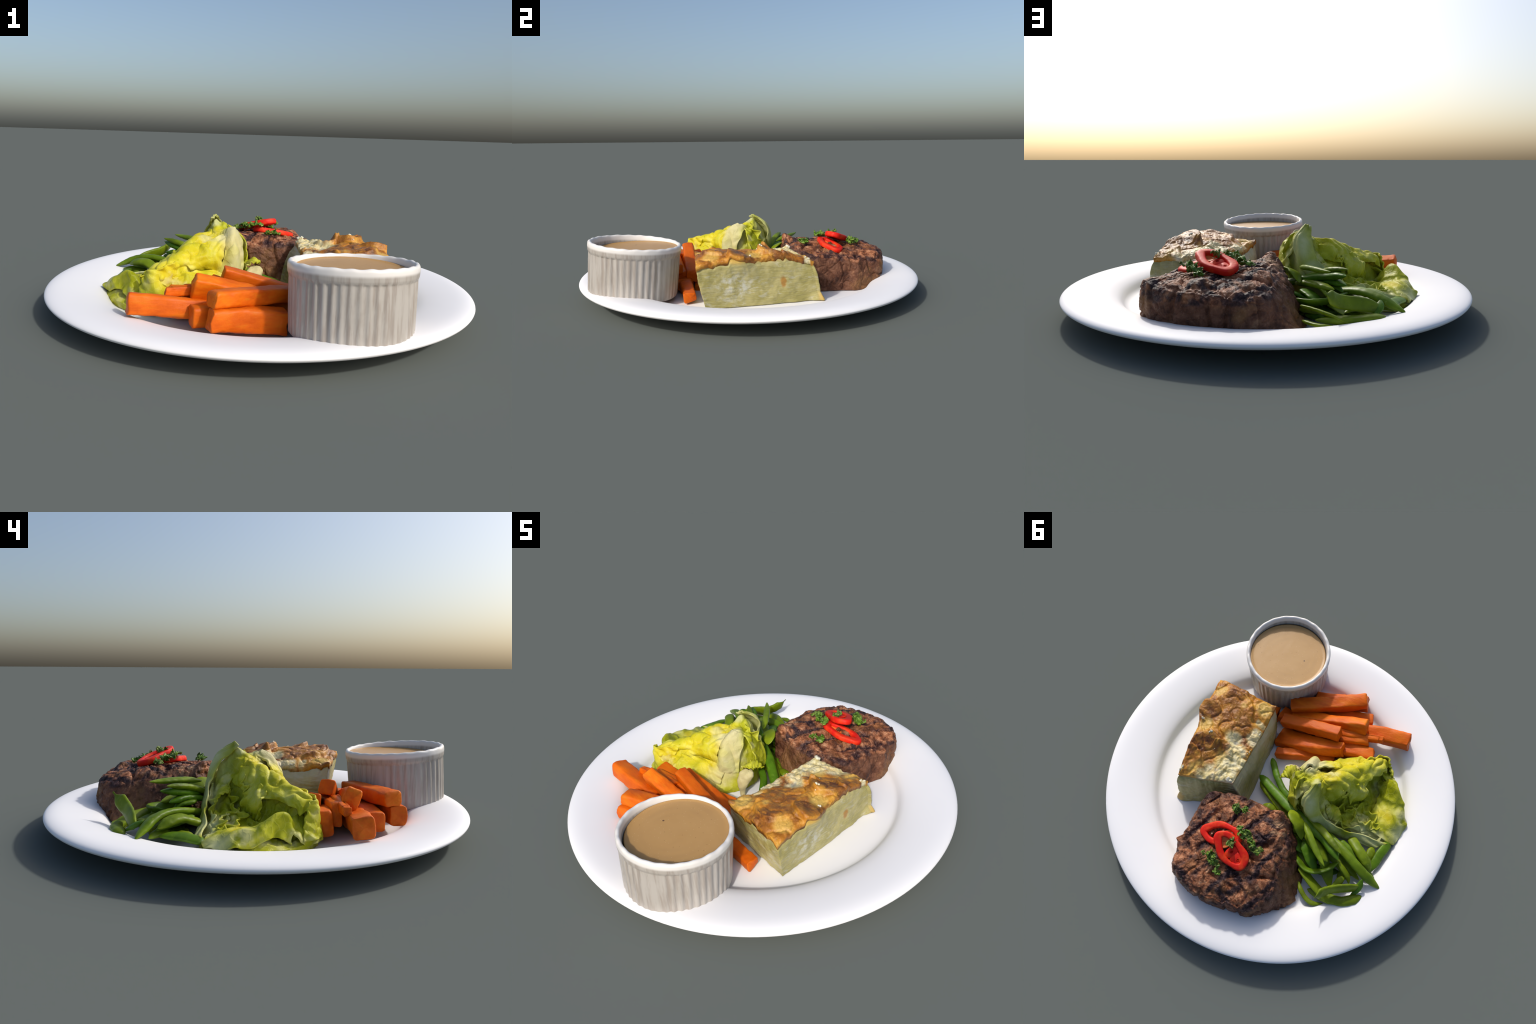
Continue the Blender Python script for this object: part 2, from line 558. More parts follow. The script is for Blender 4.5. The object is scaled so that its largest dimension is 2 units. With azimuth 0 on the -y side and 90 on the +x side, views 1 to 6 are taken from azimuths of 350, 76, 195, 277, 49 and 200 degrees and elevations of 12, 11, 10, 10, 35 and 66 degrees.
    # crust
    N, M = 190, 130
    S, T = np.meshgrid(np.linspace(0, 1, N), np.linspace(0, 1, M), indexing="ij")
    top = g_top(S, T)
    h = crust_height(S, T)
    edge = np.minimum(np.minimum(S * .6, (1 - S) * .6), np.minimum(T * .35, (1 - T) * .35))
    top[..., 2] += h - .007 * smooth(.016, 0, edge) + .024 * fbm(top * [1, 1, 0] + 5, 18, 3) * smooth(.035, 0, edge)
    top[..., 0] += lift_edge(S, T) + .006 * smooth(.9, 1, T) * -1
    c2 = top[..., :2].mean((0, 1))
    grow = 1 + .012 * smooth(.02, 0, edge) + .02 * fbm(top * [1, 1, 0], 12, 3) * smooth(.05, 0, edge)
    top[..., :2] = c2 + (top[..., :2] - c2) * grow[..., None]
    low = top.copy()
    low[..., 2] -= .027 + .018 * fbm(top, 20, 3)
    low[..., :2] = c2 + (low[..., :2] - c2) * .993
    vs = np.vstack([top.reshape(-1, 3), low.reshape(-1, 3)])
    f = grid_faces(N, M) + grid_faces(N, M, flip=True, offset=N * M)
    ring = [(i, 0) for i in range(N)] + [(N - 1, j) for j in range(1, M)] + [(i, M - 1) for i in range(N - 2, -1, -1)] + [(0, j) for j in range(M - 2, 0, -1)]
    ids = [i * M + j for i, j in ring]
    for a, b_ in zip(ids, ids[1:] + ids[:1]):
        f.append((a, b_, b_ + N * M, a + N * M))
    c = Nodes("browned_cheese_crust", root["anchor"])
    w = c.warped(.035, 16)
    w2 = c.warped(.06, 9)

    def at(s, t):
        return tuple(float(x) for x in g_top(s, t))
    flat = (1, 1, .25)
    gold = c.ramp(c.noise(11, 6, .62), [(.32, (.20, .060, .004)), (.46, (.42, .160, .011)), (.62, (.58, .28, .030)), (.78, (.66, .41, .09))])
    brown = c.ramp(c.noise(26, 6, .65), [(.30, (.050, .017, .006)), (.48, (.17, .055, .009)), (.68, (.36, .14, .020))])
    cream = c.ramp(c.noise(30, 5), [(.3, (.48, .38, .13)), (.5, (.68, .60, .32)), (.7, (.76, .71, .50))])
    col = gold
    mask = 0.0
    for s, t, r, k, soft in [(.03, .38, .085, 1.0, .6), (.27, .36, .12, .62, .7), (.36, .62, .09, .6, .6), (.40, .10, .085, .95, .6), (.22, .12, .05, .5, .7), (.70, .14, .085, .95, .55), (.66, .30, .06, .9, .6), (.80, .28, .08, .55, .7), (.69, .56, .06, .85, .6), (.50, .84, .055, .9, .6), (.60, .40, .05, .6, .7), (.93, .05, .05, .8, .6), (.12, .93, .03, .5, .7), (.76, .06, .06, .85, .6)]:
        m_ = c.math("MULTIPLY", c.blob(w, at(s, t), r * 1.08, soft, flat), min(1, k * 1.25))
        mask = m_ if mask == 0.0 else c.math("MAXIMUM", mask, m_)
    mask = c.math("MULTIPLY", mask, c.step(c.noise(24, 6, .65), .30, .54))
    col = c.mix(mask, col, brown)
    # pale yellow pads where a slice shows through
    ymask = 0.0
    for s, t, r, k in [(.09, .86, .07, .8), (.12, .12, .055, .6), (.50, .14, .055, .7), (.80, .66, .06, .9), (.94, .35, .08, .7), (.17, .55, .03, .5)]:
        m_ = c.math("MULTIPLY", c.blob(w2, at(s, t), r, .6, flat), k)
        ymask = m_ if ymask == 0.0 else c.math("MAXIMUM", ymask, m_)
    col = c.mix(ymask, col, c.mix(c.noise(30, 4), (.58, .36, .055), (.70, .52, .15)))
    cmask = 0.0
    for s, t, r, k in [(.55, .68, .065, .95), (.66, .80, .07, .9), (.76, .88, .08, .95), (.86, .80, .085, .95), (.97, .85, .08, 1), (.99, .45, .055, .9), (.93, .60, .07, .8), (.38, .98, .045, .9), (.26, .93, .03, .7), (.47, .98, .05, .8), (.94, .01, .022, .9)]:
        m_ = c.math("MULTIPLY", c.blob(w2, at(s, t), r, .5, flat), k)
        cmask = m_ if cmask == 0.0 else c.math("MAXIMUM", cmask, m_)
    cmask = c.math("MULTIPLY", cmask, c.step(c.noise(17, 5), .26, .46))
    col = c.mix(cmask, col, cream)
    col = c.mix(c.blob(w, at(.56, .72), .020, .7, flat), col, (.30, .31, .24))
    # broad dark blisters
    blis = c.math("MULTIPLY", c.step(c.noise(13, 5, .6, .5), .55, .66), c.math("SUBTRACT", 1.0, cmask))
    col = c.mix(c.math("MULTIPLY", blis, .75), col, (.20, .065, .008))
    # scorched specks
    col = c.mix(c.math("MULTIPLY", c.step(c.voronoi(95), .14, .07), .55), col, (.13, .045, .012))
    mott = c.noise(75, 6, .7)
    col = c.mix(c.math("MULTIPLY", c.step(mott, .52, .70), .45), col, c.mix(.6, col, (.16, .05, .008)))
    col = c.mix(c.math("MULTIPLY", c.step(mott, .44, .30), .22), col, (.74, .52, .18))
    cm = c.finish(col, rough=.42, spec=.4)
    c.bump(c.noise(60, 6, .6), .7, .006)
    mesh_object("browned_crust", vs, f, cm, parent=root)

    # crumbs of curd
    crumb = Nodes("white_curd", root["anchor"]).finish((.70, .66, .50), rough=.5)
    rng = np.random.default_rng(11)
    vs, f = [], []
    spots = [(.575, .27, 5, .006), (.70, .43, 2, .004), (.945, .02, 5, .008), (.44, .02, 3, .006), (.97, .93, 5, .011), (.62, .99, 3, .006), (.36, 1.0, 3, .006)]
    for s, t, cnt, size in spots:
        for _ in range(cnt):
            ss, tt = s + rng.normal() * .018, t + rng.normal() * .02
            p = g_top(ss, min(max(tt, 0), 1))
            p[2] += float(crust_height(np.array([ss]), np.array([min(max(tt, 0), 1)]))[0]) + size * .25
            off = len(vs) * 0 + sum(len(x) for x in vs)
            th, ph = np.meshgrid(np.linspace(0, np.pi, 9), np.arange(12) / 12 * 2 * np.pi, indexing="ij")
            u = np.stack([np.sin(th) * np.cos(ph), np.sin(th) * np.sin(ph), np.cos(th)], -1).reshape(-1, 3)
            u *= (1 + 1.0 * perlin(u * 1.6 + rng.uniform(0, 50, 3)))[:, None] * size * rng.uniform(.45, 1.0)
            vs.append(u + p)
            f += grid_faces(9, 12, True, flip=True, offset=off)
    ob = mesh_object("curd_crumb", np.vstack(vs), f, crumb, parent=root)
    ob["kind"] = "stuff"


# ------------------------------------------------------------------ STEAK
def build_steak():
    top = [(.275, .243, .262), (.32, .272, .250), (.336, .331, .235), (.343, .405, .228), (.345, .487, .224), (.365, .546, .222), (.345, .590, .228), (.329, .684, .242), (.30, .723, .242), (.231, .753, .238), (.158, .783, .231), (.049, .783, .224), (-.045, .773, .218), (-.108, .764, .211), (-.15, .719, .210), (-.19, .641, .214), (-.182, .57, .226), (-.165, .46, .252), (-.170, .36, .238), (-.146, .297, .258), (-.126, .264, .292), (-.078, .242, .304), (-.02, .240, .262), (.05, .229, .250), (.121, .222, .252), (.192, .228, .256)]
    bot = [(.275, .262, .034), (.32, .29, .034), (.337, .345, .034), (.348, .42, .034), (.362, .50, .034), (.374, .545, .034), (.364, .60, .036), (.350, .655, .055), (.330, .705, .085), (.258, .752, .085), (.16, .782, .085), (.045, .790, .085), (-.04, .780, .085), (-.12, .770, .080), (-.205, .70, .066), (-.275, .65, .048), (-.305, .592, .036), (-.305, .50, .034), (-.288, .44, .034), (-.245, .37, .034), (-.195, .30, .034), (-.135, .245, .034), (-.05, .195, .034), (.04, .172, .034), (.12, .180, .034), (.20, .208, .034)]
    ctrl = [(.27, .28, .256), (.30, .42, .250), (.29, .52, .240), (.27, .66, .256), (.215, .715, .259), (.15, .735, .255), (.045, .70, .266), (-.03, .71, .252), (-.1, .70, .238), (-.14, .62, .246), (-.116, .598, .255), (-.13, .5, .277), (-.11, .39, .275), (-.08, .30, .285), (.05, .27, .272), (.17, .26, .264), (.2, .38, .262), (.1, .40, .277), (0, .40, .281), (.1, .50, .275), (.2, .50, .260), (.03, .56, .268), (.15, .60, .264), (.1, .64, .262), (-.04, .62, .256), (-.05, .50, .277), (-.13, .34, .276)]
    m = 600
    T, B = closed_catmull(top, m), closed_catmull(bot, m)
    hf = thin_plate(ctrl + [(x, y, z_) for x, y, z_ in top], 1e-4)
    cen = np.array([.09, .49])
    rows = []
    # under side
    for k in np.linspace(.15, 1, 6)[:-1]:
        r = B.copy()
        r[:, :2] = cen + (B[:, :2] - cen) * k
        rows.append(r)
    ns = 60
    for k in np.linspace(0, 1, ns):
        r = B + (T - B) * k
        out = r[:, :2] - cen
        out /= np.linalg.norm(out, axis=1)[:, None]
        belly = .008 * math.sin(math.pi * k)
        r[:, :2] += out * belly
        if k > .86:
            e = (k - .86) / .14
            r[:, :2] -= out * (.006 * e * e)
        rows.append(r)
    nt = 110
    for k in np.linspace(1, 0.01, nt)[1:]:
        r = T.copy()
        edge = T[:, :2] - (T[:, :2] - cen) / np.linalg.norm(T[:, :2] - cen, axis=1)[:, None] * .006
        r[:, :2] = cen + (edge - cen) * k
        r[:, 2] = hf(r[:, :2])
        e = smooth(.93, 1, k)
        r[:, 2] = r[:, 2] * (1 - e) + T[:, 2] * e
        rows.append(r)
    V = np.array(rows)
    nr = len(V)
    iside, itop = 5, 5 + ns
    # masks
    isrow = np.arange(nr)
    topness = smooth(-14, 8, isrow - itop)[:, None]
    sideness = ((isrow >= iside) & (isrow < itop)).astype(float)[:, None] * np.ones((1, m))
    x, y, z = V[..., 0], V[..., 1], V[..., 2]
    q = V.copy()
    # grill furrows in two directions
    wv = .012 * fbm(q, 9, 3)
    p1 = x * .90 - y * .44 + wv
    p2 = x * .52 + y * .86 + wv
    def bars(p, period, phase, wd):
        d = np.abs(((p - phase) / period + .5) % 1 - .5) * period
        return np.exp(-(d / wd) ** 2)
    g = np.maximum(bars(p1, .097, .055, .013) * smooth(-.05, .22, fbm(q + 3, 5, 2)), bars(p2, .105, .02, .012) * smooth(.05, .25, fbm(q + 9, 5, 2)))
    dz = (-.009 - .016 * g) * topness
    dz += topness * (.012 * fbm(q, 13, 4) + .018 * fbm(q, 21, 4, ridged=True) + .008 * fbm(q * [1, .6, 1], 60, 3, ridged=True) + .003 * fbm(q, 140, 2))
    dz -= topness * (.010 * crease(q * [1, 1, .5], 8.5, .055) + .004 * crease(q + 31, 17, .06))
    # deep slots and pits seen in the top
    for cx, cy, rx, ry, ang, d in [(.00, .625, .045, .010, .7, .022), (-.085, .430, .030, .016, .5, .040), (.115, .665, .022, .020, 0, .026), (.01, .69, .03, .014, -.4, .020), (-.03, .53, .10, .012, .75, .012), (-.12, .59, .05, .010, .6, .018)]:
        ca, sa = math.cos(ang), math.sin(ang)
        u, v_ = ((x - cx) * ca + (y - cy) * sa) / rx, (-(x - cx) * sa + (y - cy) * ca) / ry
        dz -= topness * d * np.exp(-u * u - v_ * v_)
    for cx, cy, r_, d in [(-.085, .262, .035, .012), (-.135, .40, .03, .010), (.30, .69, .04, .008), (.35, .545, .02, .010), (-.1, .74, .03, .006), (.1, .3, .05, .005), (-.06, .56, .035, .008), (.05, .73, .04, .008)]:
        dz += topness * d * np.exp(-((x - cx) ** 2 + (y - cy) ** 2) / r_ ** 2)
    V[..., 2] += dz
    # side lumps, vertical folds on the bean side
    out = np.stack([x - cen[0], y - cen[1]], -1)
    out /= np.linalg.norm(out, axis=-1)[..., None] + 1e-9
    beanside = smooth(.0, -.16, x)
    lump = .013 * fbm(q * [1, 1, .7], 11, 4) + .014 * fbm(q, 22, 4, ridged=True) + .006 * fbm(q, 60, 3, ridged=True) + beanside * (.038 * fbm(q * [1, 1, .6] + 5, 8, 3) + .026 * fbm(q * [1, 1, .55], 15, 3, ridged=True))
    lump = lump + .0025 * fbm(q, 80, 3) - .011 * crease(q * [1, 1, .55] + 40, 7.5, .06) - .005 * crease(q + 60, 17, .06)
    # knobs that stick out
    for cx, cy, cz, r_, d in [(-.165, .235, .225, .035, .028), (-.265, .405, .115, .05, .020), (-.325, .47, .065, .045, .022), (-.315, .585, .065, .03, .020), (-.20, .33, .16, .03, .015), (.365, .55, .215, .02, .010), (.35, .42, .10, .03, .010), (.36, .36, .10, .03, .012)]:
        lump = lump + d * np.exp(-((x - cx) ** 2 + (y - cy) ** 2 + (z - cz) ** 2) / r_ ** 2)
    sgate = sideness * np.minimum(1, np.clip((isrow - iside) / 3, 0, 1) + .3)[:, None]
    sgate = sgate + ((isrow >= itop) * (1 - smooth(0, 30, isrow - itop)))[:, None]
    V[..., :2] += (sgate * lump)[..., None] * out
    verts = V.reshape(-1, 3)
    faces = grid_faces(nr, m, True, flip=False)
    k = len(verts)
    verts = np.vstack([verts, V[0].mean(0)[None], V[-1].mean(0)[None]])
    for j in range(m):
        faces.append((k, (j + 1) % m, j))
        faces.append((k + 1, (nr - 1) * m + j, (nr - 1) * m + (j + 1) % m))
    origin = (.03, .5, .048)
    n = Nodes("grilled_beef", origin)
    w = n.warped(.075, 9)
    geo = n.new("ShaderNodeNewGeometry")
    up = n.sep(geo.outputs["Normal"])[2]
    # the grilled face is the top face: height above the cut side, tilted like the steak
    s3 = n.sep()
    lvl = n.math("SUBTRACT", n.math("ADD", s3[2], n.math("MULTIPLY", n.noise(14, 3), .035)), n.math("MULTIPLY_ADD", s3[1], -.09, .306))
    face = n.step(lvl, -.055, -.015)
    beef = n.ramp(n.noise(30, 8, .70), [(.32, (.032, .010, .005)), (.44, (.165, .055, .023)), (.54, (.34, .135, .062)), (.68, (.56, .31, .175))])
    beef = n.mix(n.math("MULTIPLY", n.step(n.noise(8, 3), .48, .68), .55), beef, (.25, .10, .03))
    side = n.ramp(n.noise(18, 8, .68, .5), [(.32, (.034, .011, .006)), (.46, (.100, .038, .019)), (.58, (.165, .070, .038)), (.74, (.29, .155, .080))])
    side = n.mix(n.math("MULTIPLY", n.step(n.noise(5, 3), .50, .66), .6), side, (.23, .115, .04))
    beef = n.mix(n.math("MULTIPLY", n.step(n.noise(8.5, 4), .53, .64), .7), beef, n.mix(.8, beef, (.018, .008, .010)))
    col = n.mix(face, side, beef)
    ws = n.sep(w)
    def nbars(ca, sa, period, phase, gate_seed, lo, hi):
        p = n.math("MULTIPLY_ADD", ws[0], ca, n.math("MULTIPLY", ws[1], sa))
        p = n.math("DIVIDE", n.math("SUBTRACT", p, phase), period)
        d = n.math("PINGPONG", p, .5)
        return n.math("MULTIPLY", n.step(d, .24, .08), n.step(n.noise(gate_seed, 3), lo, hi))
    b1 = nbars(.90, -.44, .097, .055, 6.3, .38, .52)
    b2 = nbars(.52, .86, .105, .02, 5.1, .48, .60)
    char = n.math("MAXIMUM", b1, b2)
    char = n.math("MULTIPLY", n.math("MULTIPLY", char, face), n.step(n.noise(38, 5, .65), .28, .44))
    # blackened shoulder where the top turns over
    rim = n.math("MULTIPLY", n.step(n.math("ABSOLUTE", n.math("ADD", lvl, .026)), .028, .006), n.step(n.noise(11, 4), .44, .58))
    char = n.math("MAXIMUM", char, n.math("MULTIPLY", rim, .9))
    charcol = n.ramp(n.noise(60, 5, .6), [(.32, (.006, .003, .005)), (.52, (.025, .012, .015)), (.72, (.11, .065, .065))])
    col = n.mix(n.math("MULTIPLY", char, .97), col, charcol)
    # pale seared fat near the bean-side shoulder
    fat = n.math("MULTIPLY", n.blob(w, (-.115, .33, .285), .075, .6), n.step(n.noise(30, 4, stretch=(1, 2, 1)), .42, .58))
    col = n.mix(n.math("MULTIPLY", fat, .75), col, (.50, .29, .15))
    fib = n.math("MULTIPLY", n.step(n.noise(130, 3, stretch=(1, .35, 1)), .55, .8), .25)
    col = n.mix(fib, col, n.mix(.5, col, (.55, .36, .28)))
    mat = n.finish(col, rough=n.step(n.noise(50, 4), .3, .7, .36, .62), spec=.22)
    n.bump(n.math("ADD", n.noise(95, 5, .6), n.math("MULTIPLY", n.noise(28, 3), .8)), .8, .007)
    ob = mesh_object("grilled_steak", verts, faces, mat, origin=origin)
    tag(ob, "thick round grilled beef steak with dark char marks", "steak")


# ------------------------------------------------------------------ CHILLI RINGS
def build_chili():
    rng = np.random.default_rng(5)
    n = Nodes("red_chilli_flesh")
    col = n.mix(n.noise(40, 4), (.56, .007, .006), (.72, .022, .008))
    inner = n.step(n.noise(25, 3), .45, .7)
    col = n.mix(n.math("MULTIPLY", inner, .35), col, (.80, .12, .02))
    mat = n.finish(col, rough=.5, spec=.2)
    n.bump(n.noise(60, 4), .25, .004)
    m2 = Nodes("orange_chilli_inside")
    mat2 = m2.finish(m2.mix(m2.noise(60, 4), (.72, .10, .012), (.82, .28, .06)), rough=.4)
    seedm = Nodes("chilli_seed_cream").finish((.80, .62, .36), rough=.5)

    def ring(name, c, ax, ay, tall, thick, lobes, label, extra=None):
        c, ax, ay = np.array(c), np.array(ax), np.array(ay)
        up = np.cross(ax, ay)
        up /= np.linalg.norm(up)
        if up[2] < 0:
            up = -up
        lx, ly = np.linalg.norm(ax), np.linalg.norm(ay)
        m, k = 110, 22
        a = np.arange(m) / m * 2 * np.pi
        rr = 1 + lobes * np.cos(3 * a + 1.1) + .03 * np.sin(5 * a)
        path = c + np.cos(a)[:, None] * ax * rr[:, None] + np.sin(a)[:, None] * ay * rr[:, None]
        tan = np.roll(path, -1, 0) - np.roll(path, 1, 0)
        tan /= np.linalg.norm(tan, axis=1)[:, None]
        outw = np.cross(tan, up)
        outw *= np.sign((outw * (path - c)).sum(1).mean())
        b = np.arange(k) / k * 2 * np.pi
        sx = np.sign(np.cos(b)) * np.abs(np.cos(b)) ** .55
        sy = np.sign(np.sin(b)) * np.abs(np.sin(b)) ** .6
        th = thick * (1 + .18 * np.sin(2 * a + .6) + .1 * np.sin(5 * a))
        V = path[:, None] + sx[None, :, None] * (th / 2)[:, None, None] * outw[:, None] + sy[None, :, None] * tall / 2 * up
        V += (.0025 * fbm(V, 45, 3))[..., None] * outw[:, None]
        f = []
        for i in range(m):
            for j in range(k):
                f.append((i * k + j, i * k + (j + 1) % k, ((i + 1) % m) * k + (j + 1) % k, ((i + 1) % m) * k + j))
        root = thing(name, c - up * tall / 2, label, "chilli slice")
        mesh_object("chilli_wall", V.reshape(-1, 3), f, mat, parent=root)
        # membrane across the hollow, with a hole left open
        N, M = 8, 60
        aa = np.arange(M) / M * 2 * np.pi
        for (ox, oy, sxx, syy, kind) in extra:
            rho = np.linspace(.0, 1, N)[1:]
            X = ox + np.outer(rho, np.cos(aa)) * sxx
            Y = oy + np.outer(rho, np.sin(aa)) * syy
            base = (.22 if kind else -.30) * tall
            Z = base + .20 * tall * (rho ** 2)[:, None] * (-1 if kind else 1) + 0 * X
            P = c + X[..., None] * ax + Y[..., None] * ay + Z[..., None] * up
            P += (.003 * fbm(P, 50, 3))[..., None] * up
            vs = np.vstack([P.reshape(-1, 3), [c + ox * ax + oy * ay + base * up]])
            kk = len(vs) - 1
            ff = grid_faces(N - 1, M, True) + [(kk, j, (j + 1) % M) for j in range(M)]
            mesh_object("chilli_membrane", vs, ff, mat if kind else mat2, parent=root, mods=[("SOLIDIFY", dict(thickness=.006, offset=0))])
        # a few seeds
        vs, f = [], []
        for _ in range(5):
            th_, ph = np.meshgrid(np.linspace(0, np.pi, 7), np.arange(10) / 10 * 2 * np.pi, indexing="ij")
            u = np.stack([np.sin(th_) * np.cos(ph), np.sin(th_) * np.sin(ph), .4 * np.cos(th_)], -1).reshape(-1, 3) * .0055
            a_ = rng.uniform(0, 6.28)
            r_ = rng.uniform(.45, .68)
            p = c + math.cos(a_) * r_ * ax + math.sin(a_) * r_ * ay + up * tall * rng.uniform(-.2, .1)
            f += grid_faces(7, 10, True, offset=sum(len(x_) for x_ in vs))
            vs.append(u + p)
        ob = mesh_object("chilli_seed", np.vstack(vs), f, seedm, parent=root)
        ob["kind"] = "stuff"

    ring("chilli_slice", (.150, .462, .268), (.092, .020, -.019), (.025, -.043, .006), .030, .036, .03, "bright red chilli ring lying flat on the steak", [(-.45, -.05, .42, .62, 0)])
    ring("chilli_slice.001", (.066, .532, .302), (.080, -.049, .025), (.027, .040, -.008), .032, .036, .04, "bright red chilli ring leaning over another ring", [(.60, 0, .36, .75, 0), (-.08, 0, .24, .85, 1), (-.62, 0, .40, .85, 1)])


# ------------------------------------------------------------------ PARSLEY
def build_parsley():
    rng = np.random.default_rng(21)
    n = Nodes("parsley_green")
    col = n.ramp(n.noise(45, 4), [(.3, (.025, .060, .005)), (.5, (.085, .180, .012)), (.7, (.20, .34, .03))])
    mat = n.finish(n.mix(n.math("MULTIPLY", n.step(n.noise(22, 2), .5, .7), .5), col, (.24, .26, .07)), rough=.45, spec=.4)
    stem = Nodes("parsley_stem_green").finish((.26, .27, .09), rough=.5)

    def leaflet(p, d, up, size):
        side = np.cross(d, up)
        side /= np.linalg.norm(side) + 1e-9
        up = np.cross(side, d)
        nu, nv = 13, 9
        U, Vv = np.meshgrid(np.linspace(0, 1, nu), np.linspace(-1, 1, nv), indexing="ij")
        prof = np.sin(np.pi * np.clip(U * .92 + .08, 0, 1)) ** .8 * .55
        teeth = 1 + .42 * np.cos(U * 24) * np.abs(Vv) ** 2
        W = Vv * prof * teeth
        curl = .26 * np.abs(Vv) ** 1.5 * prof + .16 * np.sin(U * 6 + rng.uniform(0, 6)) + .14 * np.sin(Vv * 5 + U * 7 + rng.uniform(0, 6))
        return p + size * (U[..., None] * d + W[..., None] * side + curl[..., None] * up), grid_faces(nu, nv)

    sprigs = [
        ([(.075, .66, .262), (.105, .630, .275), (.150, .605, .285), (.195, .590, .300)], 12, .032, "curly parsley sprig beside the chilli"),
        ([(.070, .408, .318), (.035, .435, .312), (-.02, .465, .298), (-.085, .490, .288)], 13, .032, "curly parsley sprig on the bean side"),
        ([(.055, .470, .318), (.065, .495, .332), (.075, .512, .336)], 5, .028, "small faded parsley tuft on the chilli"),
        ([(.135, .312, .283), (.100, .302, .290), (.060, .300, .288)], 6, .030, "small parsley leaf lying on the steak"),
    ]
    for k, (path, cnt, size, label) in enumerate(sprigs):
        P = catmull(path, 30)
        name = "parsley_sprig" if k == 0 else f"parsley_sprig.{k:03d}"
        root = thing(name, P[0] - [0, 0, .005], label, "parsley")
        vs, f = [], []
        for q in range(cnt):
            i = int(3 + (26 * q) / cnt)
            d = rng.normal(size=3) * [1, 1, .55] + (P[min(i + 2, 29)] - P[i]) * 60
            d[2] = abs(d[2]) * .6 + .05 - .15 * rng.random()
            d /= np.linalg.norm(d)
            u = rng.normal(size=3) * .5 + [0, 0, 1]
            v, ff = leaflet(P[i] + rng.normal(size=3) * .003, d, u / np.linalg.norm(u), size * rng.uniform(.75, 1.35))
            off = sum(len(x) for x in vs)
            vs.append(v.reshape(-1, 3))
            f += [tuple(a + off for a in fc) for fc in ff]
        mesh_object("leaflet", np.vstack(vs), f, mat, parent=root, mods=[("SOLIDIFY", dict(thickness=.0022, offset=0))])
        t, s, u = frame_along(P)
        a = np.arange(8) / 8 * 2 * np.pi
        tube = P[:, None] + .0026 * (np.cos(a)[None, :, None] * s[:, None] + np.sin(a)[None, :, None] * u[:, None])
        mesh_object("stalk", tube.reshape(-1, 3), grid_faces(30, 8, True), stem, parent=root)


